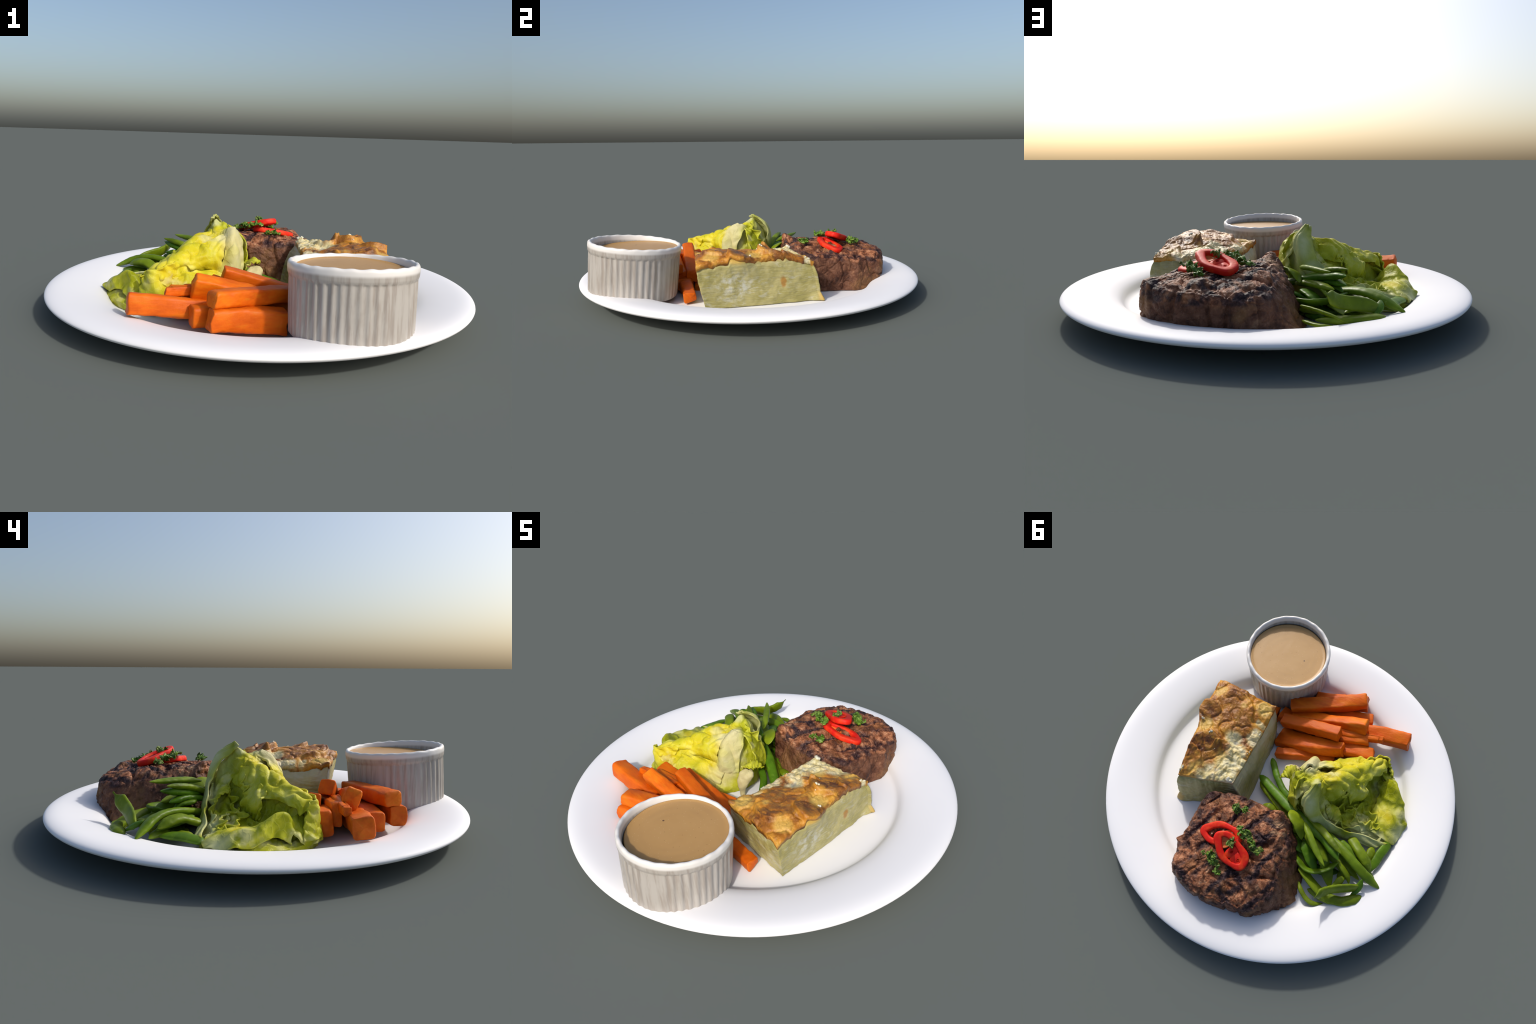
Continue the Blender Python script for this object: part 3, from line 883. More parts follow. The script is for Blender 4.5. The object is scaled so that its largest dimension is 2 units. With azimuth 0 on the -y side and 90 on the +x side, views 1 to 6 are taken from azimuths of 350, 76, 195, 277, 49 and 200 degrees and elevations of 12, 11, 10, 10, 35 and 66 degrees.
# ------------------------------------------------------------------ CARROTS
def build_carrots():
    n = Nodes("cooked_carrot")
    rnd = n.random()
    col = n.ramp(n.noise(7, 5, .6, stretch=(1, 2.2, 2.2)), [(.28, (.46, .062, .001)), (.5, (.68, .128, .002)), (.72, (.80, .205, .006))])
    col = n.mix(n.math("MULTIPLY", n.step(n.noise(20, 4, stretch=(.4, 3, 3)), .52, .72), .45), col, (.60, .22, .010))
    col = n.mix(n.math("MULTIPLY", rnd, .55), col, (.50, .080, .002))
    mat = n.finish(col, rough=.5, spec=.22)
    n.bump(n.math("ADD", n.noise(35, 4, stretch=(.5, 2, 2)), n.math("MULTIPLY", n.noise(120, 3), .3)), .35, .005)
    sticks = [  # end, end, (width, height) at each end, roll
        ((-.298, -.634, .196), (.115, -.452, .160), (.082, .064), (.080, .060), .10),
        ((-.304, -.656, .124), (.0, -.590, .086), (.072, .082), (.085, .104), .0),
        ((-.368, -.562, .108), (-.02, -.470, .085), (.072, .084), (.090, .08), .05),
        ((-.354, -.452, .200), (.085, -.420, .095), (.070, .112), (.075, .09), -.38),
        ((-.226, -.346, .226), (.128, -.362, .120), (.064, .070), (.062, .065), -.15),
        ((-.272, -.290, .165), (.125, -.288, .048), (.060, .085), (.130, .042), -.10),
        ((-.240, -.246, .074), (.103, -.174, .062), (.050, .058), (.050, .052), .0),
        ((-.612, -.492, .150), (-.270, -.462, .100), (.088, .090), (.090, .080), .15),
        ((-.466, -.436, .176), (-.22, -.385, .170), (.030, .034), (.040, .040), .0),
        ((-.394, -.394, .140), (-.08, -.360, .110), (.044, .105), (.06, .09), .05),
        ((-.445, -.335, .116), (-.12, -.300, .085), (.085, .110), (.10, .08), .12),
        ((-.30, -.52, .085), (.10, -.44, .085), (.11, .08), (.11, .08), .1),
        ((.398, -.412, .068), (.180, -.415, .076), (.066, .050), (.070, .08), .1),
        ((-.05, -.36, .075), (.17, -.42, .085), (.09, .055), (.09, .06), .0),
    ]
    rng = np.random.default_rng(3)
    for k, (a, b, w0, w1, roll) in enumerate(sticks):
        twist = rng.uniform(-.25, .25)
        a, b = np.array(a), np.array(b)
        L = np.linalg.norm(b - a)
        d = (b - a) / L
        side = np.cross(d, [0, 0, 1.0])
        side /= np.linalg.norm(side)
        up = np.cross(side, d)
        c_, s_ = math.cos(roll), math.sin(roll)
        side, up = side * c_ + up * s_, up * c_ - side * s_
        m = 40
        th = np.arange(m) / m * 2 * np.pi + math.pi / 4
        e = .36
        cx = np.sign(np.cos(th)) * np.abs(np.cos(th)) ** e
        cy = np.sign(np.sin(th)) * np.abs(np.sin(th)) ** e
        t = np.concatenate([[0, 0, 0, .004, .010, .018], np.linspace(.03, .97, 44), [.982, .99, .996, 1, 1, 1]])
        sc = np.concatenate([[.01, .5, .86, .95, .985, 1], np.ones(44), [1, .985, .95, .86, .5, .01]])
        bow = rng.uniform(-.012, .012), rng.uniform(-.004, .010)
        V = []
        for tt, ss in zip(t, sc):
            w = w0[0] * (1 - tt) + w1[0] * tt
            h = w0[1] * (1 - tt) + w1[1] * tt
            p = a + d * L * tt + math.sin(math.pi * tt) * (bow[0] * side + bow[1] * up)
            ct, st = math.cos(twist * tt), math.sin(twist * tt)
            V.append(p + (cx * w / 2 * ss)[:, None] * (side * ct + up * st) + (cy * h / 2 * ss)[:, None] * (up * ct - side * st))
        V = np.array(V)
        seed = rng.uniform(0, 30, 3)
        loc = np.stack([((V - a) @ d) * .45, (V - a) @ side, (V - a) @ up], -1)
        rad = V - (a + ((V - a) @ d)[..., None] * d)
        rn = np.linalg.norm(rad, axis=-1)[..., None] + 1e-6
        V = V + rad / rn * (.020 * fbm(loc + seed, 11, 3) + .007 * fbm(loc * [2, 1, 1] + seed, 26, 3, ridged=True) + .0035 * fbm(loc * [.5, 1, 1] + seed, 60, 3))[..., None] * np.minimum(1, rn / .02)
        V = V + d * (.030 * fbm(loc * [0, 1, 1] + seed + 5, 16, 3)[..., None]) * (np.abs(t - .5) > .4)[:, None, None]
        # long knife groove on one face
        g = np.exp(-((loc[..., 1] - .12 * w0[0]) / .0035) ** 2) * (loc[..., 2] > 0) * smooth(.1, .3, t)[:, None] * (k % 2 == 0)
        V = V - .006 * g[..., None] * up
        faces = grid_faces(len(t), m, True, flip=False)
        faces.append(tuple(range(m))[::-1])
        faces.append(tuple(range((len(t) - 1) * m, len(t) * m)))
        ob = mesh_object("carrot_stick" if k == 0 else f"carrot_stick.{k:03d}", V.reshape(-1, 3), faces, mat)
        tag(ob, "thick cooked orange carrot stick cut with square ends", "carrot")


# ------------------------------------------------------------------ GREEN BEANS
def build_beans():
    n = Nodes("cooked_green_bean")
    rnd = n.random()
    col = n.ramp(n.noise(9, 4), [(.3, (.075, .115, .003)), (.5, (.140, .200, .005)), (.72, (.24, .30, .014))])
    alt = n.ramp(n.noise(11, 4), [(.3, (.035, .085, .003)), (.6, (.085, .190, .007)), (.8, (.15, .26, .015))])
    col = n.mix(n.step(rnd, .35, .75), col, alt)
    col = n.mix(n.math("MULTIPLY", n.step(n.noise(60, 3), .6, .75), .3), col, (.30, .36, .06))
    mat = n.finish(col, rough=.42, spec=.2)
    n.bump(n.noise(45, 4, stretch=(1, 1, 1)), .25, .005)
    beans = [  # path, width, thickness, roll, blunt start, blunt end
        ([(.134, .001, .075), (.033, .063, .1), (-.082, .135, .14), (-.191, .186, .165), (-.262, .226, .19), (-.356, .266, .21), (-.414, .311, .225), (-.459, .353, .235)], .052, .046, 0),
        ([(-.193, .138, .15), (-.275, .197, .2), (-.354, .249, .235), (-.416, .292, .25), (-.462, .322, .258)], .038, .036, 0),
        ([(.11, -.133, .06), (.076, -.083, .065), (.036, -.028, .075), (-.022, .034, .085), (-.095, .082, .1), (-.171, .129, .12)], .038, .036, 0),
        ([(.046, .161, .065), (.011, .165, .078), (-.03, .168, .072), (-.095, .165, .06)], .045, .040, 0),
        ([(.117, .026, .06), (.038, .084, .07), (-.071, .155, .085), (-.168, .202, .095)], .048, .045, 0),
        ([(-.13, .175, .20), (-.165, .215, .222), (-.205, .250, .218), (-.24, .305, .185)], .074, .024, .5),
        ([(-.225, .225, .238), (-.27, .282, .250), (-.317, .335, .255), (-.365, .384, .258), (-.403, .417, .262)], .036, .032, .2),
        ([(-.29, .255, .175), (-.346, .314, .165), (-.388, .357, .15), (-.421, .408, .125)], .066, .030, .4),
        ([(-.25, .30, .155), (-.285, .335, .15), (-.321, .375, .14), (-.370, .425, .115)], .065, .028, .2),
        ([(-.22, .36, .115), (-.29, .422, .125), (-.344, .433, .13), (-.392, .415, .135), (-.434, .378, .145), (-.466, .338, .156)], .046, .024, .9),
        ([(-.34, .20, .115), (-.379, .224, .13), (-.476, .275, .155), (-.545, .315, .158), (-.605, .344, .146), (-.664, .364, .120), (-.717, .378, .098)], .050, .044, 0),
        ([(-.48, .17, .11), (-.501, .191, .12), (-.551, .238, .145), (-.603, .28, .14), (-.640, .311, .124)], .056, .046, 0),
        ([(-.685, .11, .09), (-.682, .136, .095), (-.663, .198, .1), (-.651, .256, .1), (-.643, .306, .094)], .050, .030, .3),
        ([(-.62, .17, .085), (-.614, .196, .09), (-.611, .243, .09), (-.60, .29, .085)], .050, .040, 0),
        ([(-.455, .330, .14), (-.503, .363, .135), (-.539, .389, .12), (-.557, .416, .105)], .032, .024, .3),
        ([(-.285, .42, .10), (-.305, .441, .105), (-.364, .481, .105), (-.433, .514, .095), (-.48, .532, .082), (-.52, .535, .072)], .056, .026, .5),
        ([(-.412, .580, .214), (-.420, .562, .197), (-.432, .54, .180), (-.458, .508, .160), (-.495, .482, .148), (-.541, .457, .140), (-.589, .432, .126), (-.618, .412, .115)], .062, .034, -1.05),
        ([(-.298, .493, .065), (-.331, .537, .07), (-.375, .57, .072), (-.416, .579, .072), (-.464, .559, .068)], .026, .022, 0),
        ([(-.36, .520, .078), (-.444, .526, .085), (-.493, .526, .09), (-.556, .517, .096), (-.606, .484, .096), (-.642, .450, .094)], .052, .044, 0),
        ([(-.612, .378, .145), (-.613, .405, .13), (-.606, .438, .11), (-.585, .47, .088)], .036, .030, 0),
        ([(-.40, .36, .115), (-.411, .375, .115), (-.435, .416, .112), (-.470, .470, .095)], .070, .026, .1),
        ([(-.17, .29, .125), (-.189, .308, .13), (-.235, .329, .135), (-.310, .352, .12)], .070, .036, .3),
        ([(-.43, .215, .115), (-.452, .228, .12), (-.527, .265, .12), (-.575, .297, .118), (-.622, .330, .105)], .048, .040, 0),
        ([(-.55, .29, .09), (-.575, .303, .092), (-.63, .321, .096), (-.676, .337, .092)], .046, .034, 0),
        ([(-.475, .475, .105), (-.507, .42, .115), (-.525, .384, .115)], .040, .030, 0),
        ([(-.20, .31, .085), (-.226, .334, .09), (-.291, .386, .09), (-.360, .42, .08)], .062, .045, 0),
        ([(-.31, .25, .09), (-.332, .257, .095), (-.421, .297, .105), (-.489, .328, .105), (-.568, .362, .095)], .070, .050, 0),
        ([(-.34, .225, .175), (-.369, .241, .172), (-.409, .282, .168), (-.440, .303, .150)], .045, .030, 0),
        ([(-.44, .30, .095), (-.464, .312, .10), (-.522, .334, .105), (-.60, .374, .095)], .048, .040, 0),
    ]
    beans += [([(-.20, .20, .160), (-.30, .295, .180), (-.41, .365, .175)], .056, .04, .2),
              ([(-.27, .19, .165), (-.37, .265, .190), (-.455, .315, .185)], .050, .04, -.2),
              ([(-.36, .22, .100), (-.47, .31, .110), (-.55, .40, .090)], .050, .04, .1)]
    # shorter pods half buried at the bottom of the heap
    pile = np.random.default_rng(14)
    for _ in range(16):
        k = pile.random()
        c = np.array([-.10, .19]) * (1 - k) + np.array([-.58, .42]) * k + pile.normal(size=2) * [.02, .045]
        ang = pile.normal() * .5 + math.atan2(.20, -.42)
        d = np.array([math.cos(ang), math.sin(ang)]) * pile.uniform(.06, .11)
        if np.hypot(*(c + d)) > .69 or (c + d)[0] > -.05:
            continue
        z0 = pile.uniform(.045, .075)
        side = np.array([-d[1], d[0]]) * pile.uniform(-.25, .25)
        beans.append(([(*(c - d), z0), (*(c + side), z0 + .008), (*(c + d), z0 - .004)], pile.uniform(.045, .065), .045, pile.normal() * .3))
    rng = np.random.default_rng(9)
    for k, (path, w, th, roll) in enumerate(beans):
        pts = np.array(path)
        nn = 48
        P = catmull(pts, nn)
        L = np.linalg.norm(np.diff(P, axis=0), axis=1).sum()
        t, side, up = frame_along(P)
        r = roll + rng.normal() * .12
        s2 = side * math.cos(r) + up * math.sin(r)
        u2 = up * math.cos(r) - side * math.sin(r)
        x = np.linspace(0, 1, nn) * L
        tail = .11 if k in (0, 1, 6, 10, 16) else .06
        prof = np.minimum(1, (x / (.05 if k != 16 else .10)) ** (.55 if k != 16 else .9) + .06) * np.minimum(1, ((L - x) / tail) ** .62 + .05)
        if k == 16:
            prof = np.minimum(1, smooth(.02, .095, x) + .12) * np.minimum(1, ((L - x) / .07) ** .5 + .05)
        m = 26
        a = np.arange(m) / m * 2 * np.pi
        ex = .85
        cx = np.sign(np.cos(a)) * np.abs(np.cos(a)) ** ex
        cy = np.sign(np.sin(a)) * np.abs(np.sin(a)) ** ex
        w, th = w * 1.02, th * .74
        V = P[:, None] + (prof * w / 2)[:, None, None] * cx[None, :, None] * s2[:, None] + (prof * th / 2)[:, None, None] * cy[None, :, None] * u2[:, None]
        # seeds swelling inside the pod, and gentle dents
        pod = 1 + .025 * np.cos(x / .034 * 2 * np.pi + k)
        V = P[:, None] + (V - P[:, None]) * np.where(np.abs(cy) > .3, pod[:, None], 1)[..., None]
        V = V + ((V - P[:, None]) * (.22 * fbm(V + k, 16, 3))[..., None])
        vs = np.vstack([V.reshape(-1, 3), P[:1] - t[:1] * .002, P[-1:] + t[-1:] * .004])
        f = grid_faces(nn, m, True, flip=False)
        q = nn * m
        f += [(q, (j + 1) % m, j) for j in range(m)] + [(q + 1, (nn - 1) * m + j, (nn - 1) * m + (j + 1) % m) for j in range(m)]
        ob = mesh_object("green_bean" if k == 0 else f"green_bean.{k:03d}", vs, f, mat)
        tag(ob, "glossy cooked green bean pod with a pointed tip", "green bean")


# ------------------------------------------------------------------ LETTUCE
LETTUCE_AT = (-.40, .0, .05)


def lettuce_material(name, cream=0.0):
    n = Nodes(name, LETTUCE_AT)
    w = n.warped(.10, 6)
    leaf = n.ramp(n.noise(9, 5, .55), [(.28, (.22, .25, .004)), (.43, (.37, .39, .010)), (.58, (.52, .52, .035)), (.76, (.66, .65, .18))])
    yellow = n.ramp(n.noise(12, 4), [(.3, (.60, .47, .006)), (.55, (.74, .64, .03)), (.75, (.78, .72, .18))])
    pale = n.ramp(n.noise(14, 4), [(.3, (.48, .50, .20)), (.6, (.60, .61, .32)), (.8, (.66, .66, .42))])
    heart = 0.0
    for c, r in [((-.24, -.06, .32), .15), ((-.34, -.18, .25), .14), ((-.45, -.27, .2), .11), ((-.2, -.15, .2), .14), ((-.62, -.02, .15), .07)]:
        b = n.blob(w, c, r, .7)
        heart = b if heart == 0.0 else n.math("MAXIMUM", heart, b)
    col = n.mix(n.math("MULTIPLY", heart, .85), leaf, yellow)
    col = n.mix(n.math("MULTIPLY", n.step(n.noise(7.5, 4), .54, .68), .65), col, n.mix(n.noise(10, 3), (.60, .58, .22), (.70, .66, .36)))
    rib = 0.0
    for c, r, sq in [((-.20, .16, .32), .13, (1, 1, .8)), ((-.30, .19, .18), .11, (.7, 1, 1)), ((-.15, -.06, .33), .10, (1, 1, .7)), ((-.14, -.13, .20), .09, (.8, 1, .8)), ((-.71, .05, .09), .09, (1, 1, 1)), ((-.55, .15, .09), .10, (.6, 1, 1)), ((-.22, .05, .41), .05, (1, 1, 1)), ((-.62, .12, .09), .07, (1, 1, 1))]:
        b = n.blob(w, c, r, .7, sq)
        rib = b if rib == 0.0 else n.math("MAXIMUM", rib, b)
    col = n.mix(n.math("MULTIPLY", rib, .80), col, pale)
    cr = n.math("MAXIMUM", n.blob(w, (-.14, -.075, .31), .10, .6, (1, 1, .65)), n.math("MULTIPLY", n.blob(w, (-.13, -.16, .15), .09, .6, (.8, 1, 1)), .8))
    col = n.mix(n.math("MAXIMUM", n.math("MULTIPLY", cr, .62), cream), col, n.mix(n.noise(10, 3), (.60, .52, .27), (.68, .60, .36)))
    # veins
    v = n.voronoi(26, "DISTANCE_TO_EDGE", vec=n.warped(.04, 22))
    col = n.mix(n.math("MULTIPLY", n.step(v, .06, .0), .15), col, (.66, .64, .20))
    mat = n.finish(col, rough=.45, spec=.16)
    n.bump(n.math("ADD", n.noise(22, 4), n.math("MULTIPLY", n.step(v, .12, 0), .25)), .30, .008)
    tr = n.new("ShaderNodeBsdfTranslucent")
    n.link(col, tr.inputs["Color"])
    mx = n.new("ShaderNodeMixShader")
    mx.inputs[0].default_value = .12
    n.link(n.bsdf.outputs[0], mx.inputs[1])
    n.link(tr.outputs[0], mx.inputs[2])
    n.link(mx.outputs[0], n.out.inputs[0])
    return mat


def build_lettuce():
    root = thing("lettuce_wedge", LETTUCE_AT, "crumpled wedge of pale yellow green butter lettuce", "lettuce")
    mat = lettuce_material("butter_lettuce_leaf")
    stemmat = lettuce_material("lettuce_stem_cream", .9)
    outline = [(-.085, -.015), (-.10, -.09), (-.14, -.165), (-.23, -.215), (-.33, -.265), (-.44, -.315), (-.53, -.305), (-.60, -.255), (-.665, -.19), (-.715, -.10), (-.742, -.01), (-.728, .075), (-.685, .135), (-.60, .150), (-.50, .165), (-.42, .180), (-.34, .192), (-.26, .192), (-.19, .172), (-.125, .112), (-.09, .045)]
    m = 300
    O = closed_catmull(np.array(outline), m)
    ctrl = [(-.216, .063, .395), (-.144, -.035, .350), (-.18, .01, .345), (-.225, -.005, .340), (-.313, -.045, .325), (-.35, -.12, .290), (-.405, -.175, .262), (-.45, -.225, .205), (-.495, -.278, .170),
            (-.414, -.21, .225), (-.335, -.15, .235), (-.29, -.125, .150), (-.24, -.10, .215), (-.20, -.12, .160), (-.36, -.21, .110), (-.42, -.282, .130), (-.25, -.165, .100), (-.15, -.12, .150), (-.11, -.06, .20), (-.12, -.01, .29), (-.11, .04, .22), (-.12, .09, .22),
            (-.415, .00, .158), (-.37, .03, .178), (-.302, .053, .250), (-.265, .098, .285), (-.20, .12, .330), (-.47, -.06, .125), (-.42, -.09, .210), (-.505, -.19, .095), (-.455, -.165, .150), (-.53, -.13, .095), (-.553, -.01, .105), (-.59, -.14, .085), (-.60, -.08, .100), (-.68, -.09, .095), (-.604, .056, .098), (-.517, .049, .120), (-.438, .10, .135), (-.55, .115, .095), (-.36, .12, .160), (-.28, .15, .22), (-.235, .172, .245), (-.31, .175, .165), (-.40, .168, .110), (-.50, .16, .085), (-.56, -.24, .078), (-.46, .05, .132)]
    edge = [(x, y, .065 if x < -.5 else .060) for x, y in outline]
    hf = thin_plate(ctrl + edge, 2e-4)
    cen = np.array([-.36, -.04])
    rows = []
    for k in np.linspace(0, 1, 12)[:-1]:
        r = np.zeros((m, 3))
        r[:, :2] = cen + (O - cen) * (.985 + .015 * k)
        r[:, 2] = .034 + k * (hf(O) - .034)
        rows.append(r)
    for k in np.linspace(1, .01, 110):
        xy = cen + (O - cen) * k
        rows.append(np.c_[xy, np.maximum(hf(xy), .036)])
    V = np.array(rows)
    q = V.copy()
    # folds: the leaf buckles, more towards its rim
    inner = np.clip((np.arange(len(V)) - 8) / 20, 0, 1)[:, None]
    far = np.exp(-((q[..., 0] + .47) / .25) ** 2)
    rid = fbm(q * [1, 1, .6] + 2, 7.5, 3, ridged=True)
    V[..., 2] += inner * (.046 * fbm(q * [1, 1, .6] + 2, 11, 3, ridged=True) + .022 * fbm(q, 15, 3) + .012 * fbm(q, 30, 3, ridged=True)) * (.6 + .4 * far)
    V[..., 2] -= inner * (.020 * crease(q * [1, 1, .5] + 3, 7.5, .07) + .004 * crease(q + 70, 17, .07))
    V[..., 0] += .030 * fbm(q + 11, 9, 3) * inner + .016 * fbm(q, 22, 2)
    V[..., 1] += .030 * fbm(q + 23, 9, 3) * inner + .016 * fbm(q + 7, 22, 2)
    V[..., 2] = np.maximum(V[..., 2], .033)
    verts = np.vstack([V.reshape(-1, 3), V[-1].mean(0)[None]])
    f = grid_faces(len(V), m, True)
    kk = len(verts) - 1
    f += [(kk, (len(V) - 1) * m + j, (len(V) - 1) * m + (j + 1) % m) for j in range(m)]
    f.append(tuple(range(m))[::-1])
    mesh_object("inner_leaf", verts, f, mat, parent=root)

    def leaf(name, net, nu, nv, ruffle=.006, thick=.008, mat_=None, seed=0, rim=.0):
        P = catmull(np.array(net), nu)
        P = catmull(P.transpose(1, 0, 2), nv).transpose(1, 0, 2)
        du, dv = np.gradient(P, axis=0), np.gradient(P, axis=1)
        nrm = np.cross(du, dv)
        nrm /= np.linalg.norm(nrm, axis=-1)[..., None] + 1e-9
        u = np.linspace(0, 1, nu)[:, None]
        v = np.linspace(0, 1, nv)[None]
        e = np.maximum(np.abs(2 * v - 1) ** 3, np.abs(2 * u - 1) ** 3)
        q = P + seed
        P = P + nrm * ((ruffle * 3.0 * fbm(q, 9, 3) - ruffle * 1.1 * crease(q * [1, 1, .6], 10, .085) + rim * e * np.sin(26 * u * 1.0 + 22 * v + 4 * fbm(q, 8, 2)))[..., None])
        P = P + (.018 * e * fbm(q + 9, 16, 3))[..., None] * (dv / (np.linalg.norm(dv, axis=-1)[..., None] + 1e-9)) * np.sign(v - .5)[..., None]
        P[..., 2] = np.maximum(P[..., 2], .042)
        mesh_object(name, P.reshape(-1, 3), grid_faces(nu, nv), mat_ or mat, parent=root, mods=[("SOLIDIFY", dict(thickness=thick, offset=0)), ("SUBSURF", dict(levels=1, render_levels=1))])

    # tall pale outer leaf on the bean side, from the peak down along the heap
    leaf("outer_leaf", [
        [(-.205, .078, .412), (-.218, .066, .420), (-.238, .048, .408)],
        [(-.178, .128, .375), (-.205, .145, .372), (-.252, .105, .358)],
        [(-.176, .156, .335), (-.218, .180, .310), (-.268, .142, .315)],
        [(-.195, .164, .255), (-.250, .195, .240), (-.312, .165, .255)],
        [(-.240, .168, .180), (-.312, .195, .172), (-.380, .168, .190)],
        [(-.320, .175, .120), (-.400, .190, .122), (-.460, .158, .155)],
        [(-.420, .172, .095), (-.510, .178, .098), (-.560, .132, .125)],
        [(-.550, .165, .080), (-.625, .165, .085), (-.680, .130, .105)]], 90, 36, .004, .009, seed=1, rim=.004)
    # lower flaring leaf with the rolled cup
    leaf("outer_leaf", [
        [(-.53, .09, .105), (-.62, .105, .100), (-.690, .120, .092), (-.715, .110, .075)],
        [(-.53, .04, .112), (-.62, .040, .116), (-.685, .045, .112), (-.742, .040, .078)],
        [(-.54, -.02, .112), (-.62, -.020, .124), (-.686, -.030, .140), (-.742, -.015, .088)],
        [(-.55, -.07, .110), (-.62, -.075, .130), (-.690, -.098, .146), (-.715, -.080, .088)],
        [(-.55, -.12, .098), (-.590, -.135, .150), (-.632, -.162, .194), (-.665, -.140, .110)],
        [(-.53, -.17, .105), (-.565, -.190, .150), (-.608, -.194, .186), (-.640, -.182, .105)],
        [(-.51, -.21, .100), (-.550, -.215, .120), (-.598, -.220, .125), (-.620, -.215, .078)]], 80, 60, .006, .009, seed=4, rim=.006)
    # tongue leaf on the carrot side
    leaf("outer_leaf", [
        [(-.59, -.19, .150), (-.50, -.235, .170), (-.42, -.255, .165)],
        [(-.61, -.225, .120), (-.52, -.275, .135), (-.44, -.300, .135)],
        [(-.61, -.260, .085), (-.53, -.315, .110), (-.45, -.330, .110)],
        [(-.59, -.280, .060), (-.52, -.330, .065), (-.43, -.325, .060)]], 40, 50, .005, .009, seed=6, rim=.004)
    # frilled ridge running down to the knotted end
    leaf("folded_leaf", [
        [(-.268, .070, .255), (-.262, .045, .312), (-.255, .022, .336), (-.240, -.005, .332), (-.225, -.040, .310)],
        [(-.355, .030, .240), (-.350, .005, .302), (-.318, -.035, .340), (-.285, -.070, .320), (-.270, -.085, .280)],
        [(-.420, -.040, .215), (-.410, -.065, .265), (-.362, -.118, .304), (-.330, -.140, .280), (-.320, -.145, .245)],
        [(-.466, -.130, .218), (-.468, -.148, .245), (-.430, -.190, .273), (-.405, -.215, .248), (-.400, -.205, .208)],
        [(-.520, -.210, .202), (-.526, -.230, .228), (-.500, -.282, .243), (-.468, -.298, .214), (-.450, -.275, .180)],
        [(-.535, -.245, .168), (-.540, -.268, .190), (-.512, -.308, .198), (-.475, -.312, .174), (-.450, -.290, .148)]], 110, 60, .010, .009, seed=8, rim=.009)
    # drape hanging on the steep face
    leaf("folded_leaf", [
        [(-.365, -.025, .272), (-.385, -.010, .240), (-.400, .000, .195), (-.400, .000, .140)],
        [(-.400, -.065, .262), (-.430, -.045, .226), (-.455, -.042, .180), (-.452, -.045, .125)],
        [(-.432, -.110, .255), (-.460, -.095, .226), (-.478, -.085, .185), (-.475, -.080, .130)]], 60, 50, .010, .009, seed=12, rim=.008)
    # yellow swelling leaf above the carrots
    leaf("folded_leaf", [
        [(-.190, -.050, .348), (-.241, -.085, .330), (-.300, -.108, .300), (-.362, -.150, .258)],
        [(-.188, -.092, .310), (-.250, -.132, .290), (-.312, -.158, .265), (-.370, -.178, .232)],
        [(-.200, -.122, .250), (-.255, -.158, .235), (-.312, -.172, .220), (-.352, -.176, .202)],
        [(-.212, -.110, .190), (-.260, -.126, .178), (-.300, -.128, .172), (-.335, -.140, .168)]], 60, 60, .008, .010, seed=27, rim=.004)
    # wall of leaf closing the knotted end
    leaf("folded_leaf", [
        [(-.400, -.222, .262), (-.455, -.266, .250), (-.505, -.295, .236), (-.536, -.268, .222)],
        [(-.420, -.250, .190), (-.470, -.296, .170), (-.525, -.305, .165), (-.562, -.262, .160)],
        [(-.420, -.282, .090), (-.480, -.315, .080), (-.552, -.308, .080), (-.592, -.258, .080)]], 50, 60, .010, .008, seed=51, rim=.006)
    # skirt leaf lying on the plate behind the carrots
    leaf("outer_leaf", [
        [(-.150, -.090, .160), (-.280, -.150, .190), (-.360, -.200, .195), (-.440, -.235, .190)],
        [(-.155, -.145, .120), (-.280, -.225, .160), (-.360, -.268, .172), (-.438, -.285, .160)],
        [(-.150, -.172, .050), (-.270, -.245, .060), (-.355, -.295, .080), (-.445, -.318, .060)]], 50, 60, .008, .009, seed=31, rim=.006)
    # smooth cream coloured rib facing the ramekin
    leaf("leaf_rib", [
        [(-.185, -.010, .352), (-.152, -.040, .376), (-.118, .000, .352)],
        [(-.188, -.075, .325), (-.145, -.094, .338), (-.098, -.030, .300)],
        [(-.190, -.110, .270), (-.142, -.128, .272), (-.092, -.058, .240)],
        [(-.200, -.118, .215), (-.145, -.132, .212), (-.095, -.068, .190)],
        [(-.215, -.120, .175), (-.155, -.130, .165), (-.100, -.070, .150)]], 70, 46, .007, .012, seed=15, rim=.002)
    # fold on the gratin side
    leaf("folded_leaf", [
        [(-.185, .075, .345), (-.145, .030, .345), (-.118, -.010, .350)],
        [(-.150, .120, .280), (-.100, .070, .275), (-.080, .005, .280)],
        [(-.150, .150, .200), (-.095, .100, .190), (-.062, .020, .205)],
        [(-.170, .165, .130), (-.110, .125, .115), (-.075, .040, .120)]], 50, 40, .008, .009, seed=18, rim=.005)
    # small curl above the beans
    leaf("folded_leaf", [
        [(-.30, .095, .245), (-.33, .075, .235), (-.37, .075, .225)],
        [(-.315, .125, .222), (-.35, .115, .222), (-.39, .105, .205)],
        [(-.34, .145, .185), (-.37, .140, .185), (-.41, .125, .175)]], 36, 36, .008, .008, seed=21, rim=.005)

    # small ruffled frills standing out of the crumpled leaf
    def frill(path, height, seed):
        nu, nv = 70, 14
        xy = catmull(np.array(path), nu)
        d = .012
        z0 = hf(xy)
        gx = (hf(xy + [d, 0]) - hf(xy - [d, 0])) / (2 * d)
        gy = (hf(xy + [0, d]) - hf(xy - [0, d])) / (2 * d)
        nrm = np.stack([-gx, -gy, np.ones(nu)], -1)
        nrm /= np.linalg.norm(nrm, axis=1)[:, None]
        t = np.gradient(np.c_[xy, z0], axis=0)
        t /= np.linalg.norm(t, axis=1)[:, None]
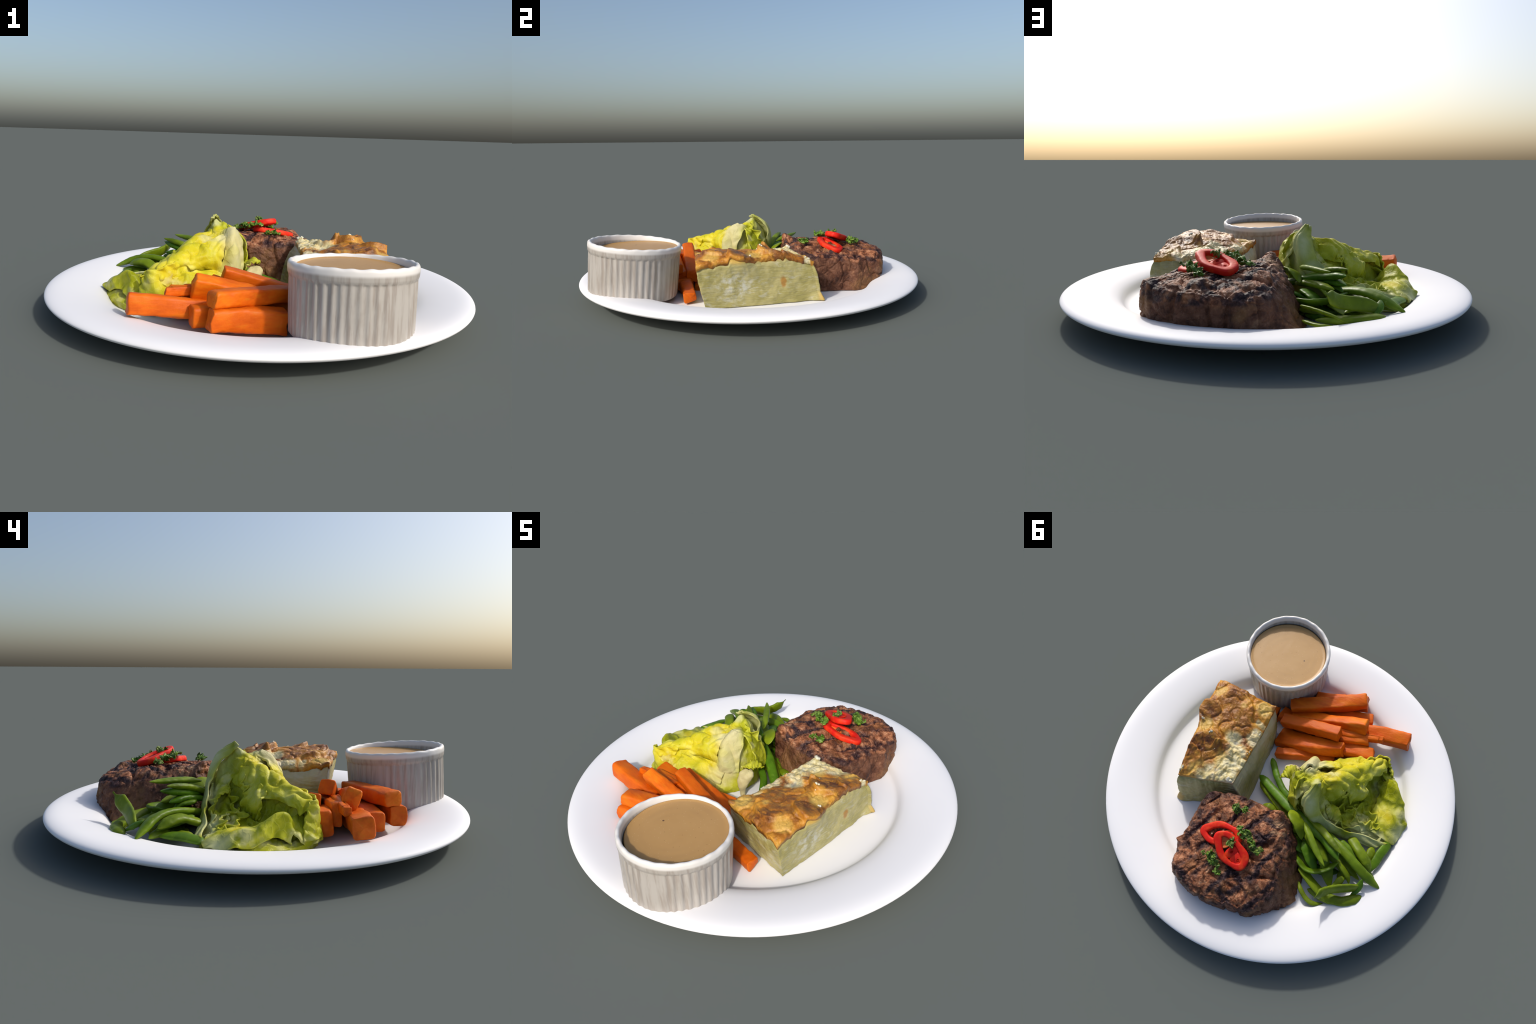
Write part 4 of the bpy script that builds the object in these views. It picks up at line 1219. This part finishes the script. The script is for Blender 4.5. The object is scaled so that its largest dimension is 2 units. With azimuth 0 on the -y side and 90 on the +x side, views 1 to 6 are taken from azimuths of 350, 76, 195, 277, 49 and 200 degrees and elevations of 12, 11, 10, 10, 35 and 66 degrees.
        b = np.cross(nrm, t)
        u = np.linspace(0, 1, nu)[:, None]
        v = np.linspace(-.35, 1, nv)[None]
        wv = np.maximum(v, 0)
        hgt = height * (np.sin(np.pi * u) ** .5) * (1 + .5 * perlin(np.c_[u[:, 0] * 6, 0 * u[:, 0], 0 * u[:, 0] + seed]))[:, None]
        sway = wv * .016 * (np.sin(19 * u + seed) + .7 * np.sin(31 * u * (1 + .1 * v) + 2 * seed)) + wv ** 2 * .014
        P = np.c_[xy, z0][:, None] + (v * hgt)[..., None] * nrm[:, None] + sway[..., None] * b[:, None]
        P += (.006 * fbm(P + seed, 20, 3))[..., None]
        P[..., 2] = np.maximum(P[..., 2], .042)
        mesh_object("leaf_frill", P.reshape(-1, 3), grid_faces(nu, nv), mat, parent=root, mods=[("SOLIDIFY", dict(thickness=.007, offset=0)), ("SUBSURF", dict(levels=1, render_levels=1))])

    for k, (path, height) in enumerate([
            ([(-.28, .10), (-.36, .06), (-.43, .05), (-.50, .07)], .030),
            ([(-.24, .165), (-.33, .150), (-.43, .130), (-.54, .120)], .034),
            ([(-.40, .03), (-.48, .01), (-.56, .03), (-.61, .07)], .034),
            ([(-.31, .03), (-.34, .005), (-.38, -.01)], .034),
            ([(-.69, -.06), (-.685, .03), (-.65, .10), (-.58, .14)], .026),
            ([(-.57, -.17), (-.59, -.10), (-.58, -.03)], .022),
            ([(-.20, -.12), (-.29, -.165), (-.38, -.22), (-.45, -.25)], .022),
            ([(-.15, .03), (-.125, .08), (-.16, .13)], .026),
            ([(-.45, .09), (-.55, .08), (-.64, .09)], .026)]):
        frill(path, height, 3.7 * k + 1)

    # little curled leaf over the stump
    leaf("folded_leaf", [
        [(-.085, -.060, .180), (-.050, -.070, .205), (-.010, -.050, .205)],
        [(-.080, -.025, .195), (-.040, -.030, .222), (-.002, -.020, .205)],
        [(-.085, .010, .190), (-.040, .010, .205), (-.005, .012, .180)]], 36, 36, .010, .007, seed=41, rim=.008)
    # thick white stalk stump standing in front
    path = catmull([(-.055, -.092, .034), (-.052, -.086, .10), (-.046, -.078, .140), (-.038, -.066, .170), (-.034, -.058, .188), (-.034, -.056, .194)], 40)
    rad = catmull(np.array([[.012], [.026], [.036], [.036], [.024], [.005]]), 40)[:, 0]
    t, s, u = frame_along(path)
    s = np.tile([1.0, 0, 0], (40, 1))
    u = np.tile([0, 1.0, 0], (40, 1))
    a = np.arange(36) / 36 * 2 * np.pi
    V = path[:, None] + rad[:, None, None] * (1.08 * np.cos(a)[None, :, None] * s[:, None] + .85 * np.sin(a)[None, :, None] * u[:, None])
    V += (V - path[:, None]) * (.8 * fbm(V, 16, 3))[..., None]
    dent = np.exp(-((V[..., 0] + .045) / .018) ** 2) * smooth(.13, .21, V[..., 2]) * (V[..., 1] < -.06)
    V[..., 1] += .018 * dent
    vs = np.vstack([V.reshape(-1, 3), path[:1], path[-1:]])
    ff = grid_faces(40, 36, True, flip=False) + [(1440, (j + 1) % 36, j) for j in range(36)] + [(1441, 39 * 36 + j, 39 * 36 + (j + 1) % 36) for j in range(36)]
    mesh_object("stalk", vs, ff, stemmat, parent=root)


build_plate()
build_ramekin()
build_gratin()
build_steak()
build_chili()
build_parsley()
build_carrots()
build_beans()
build_lettuce()
for ob in bpy.data.objects:
    if "anchor" in ob:
        del ob["anchor"]
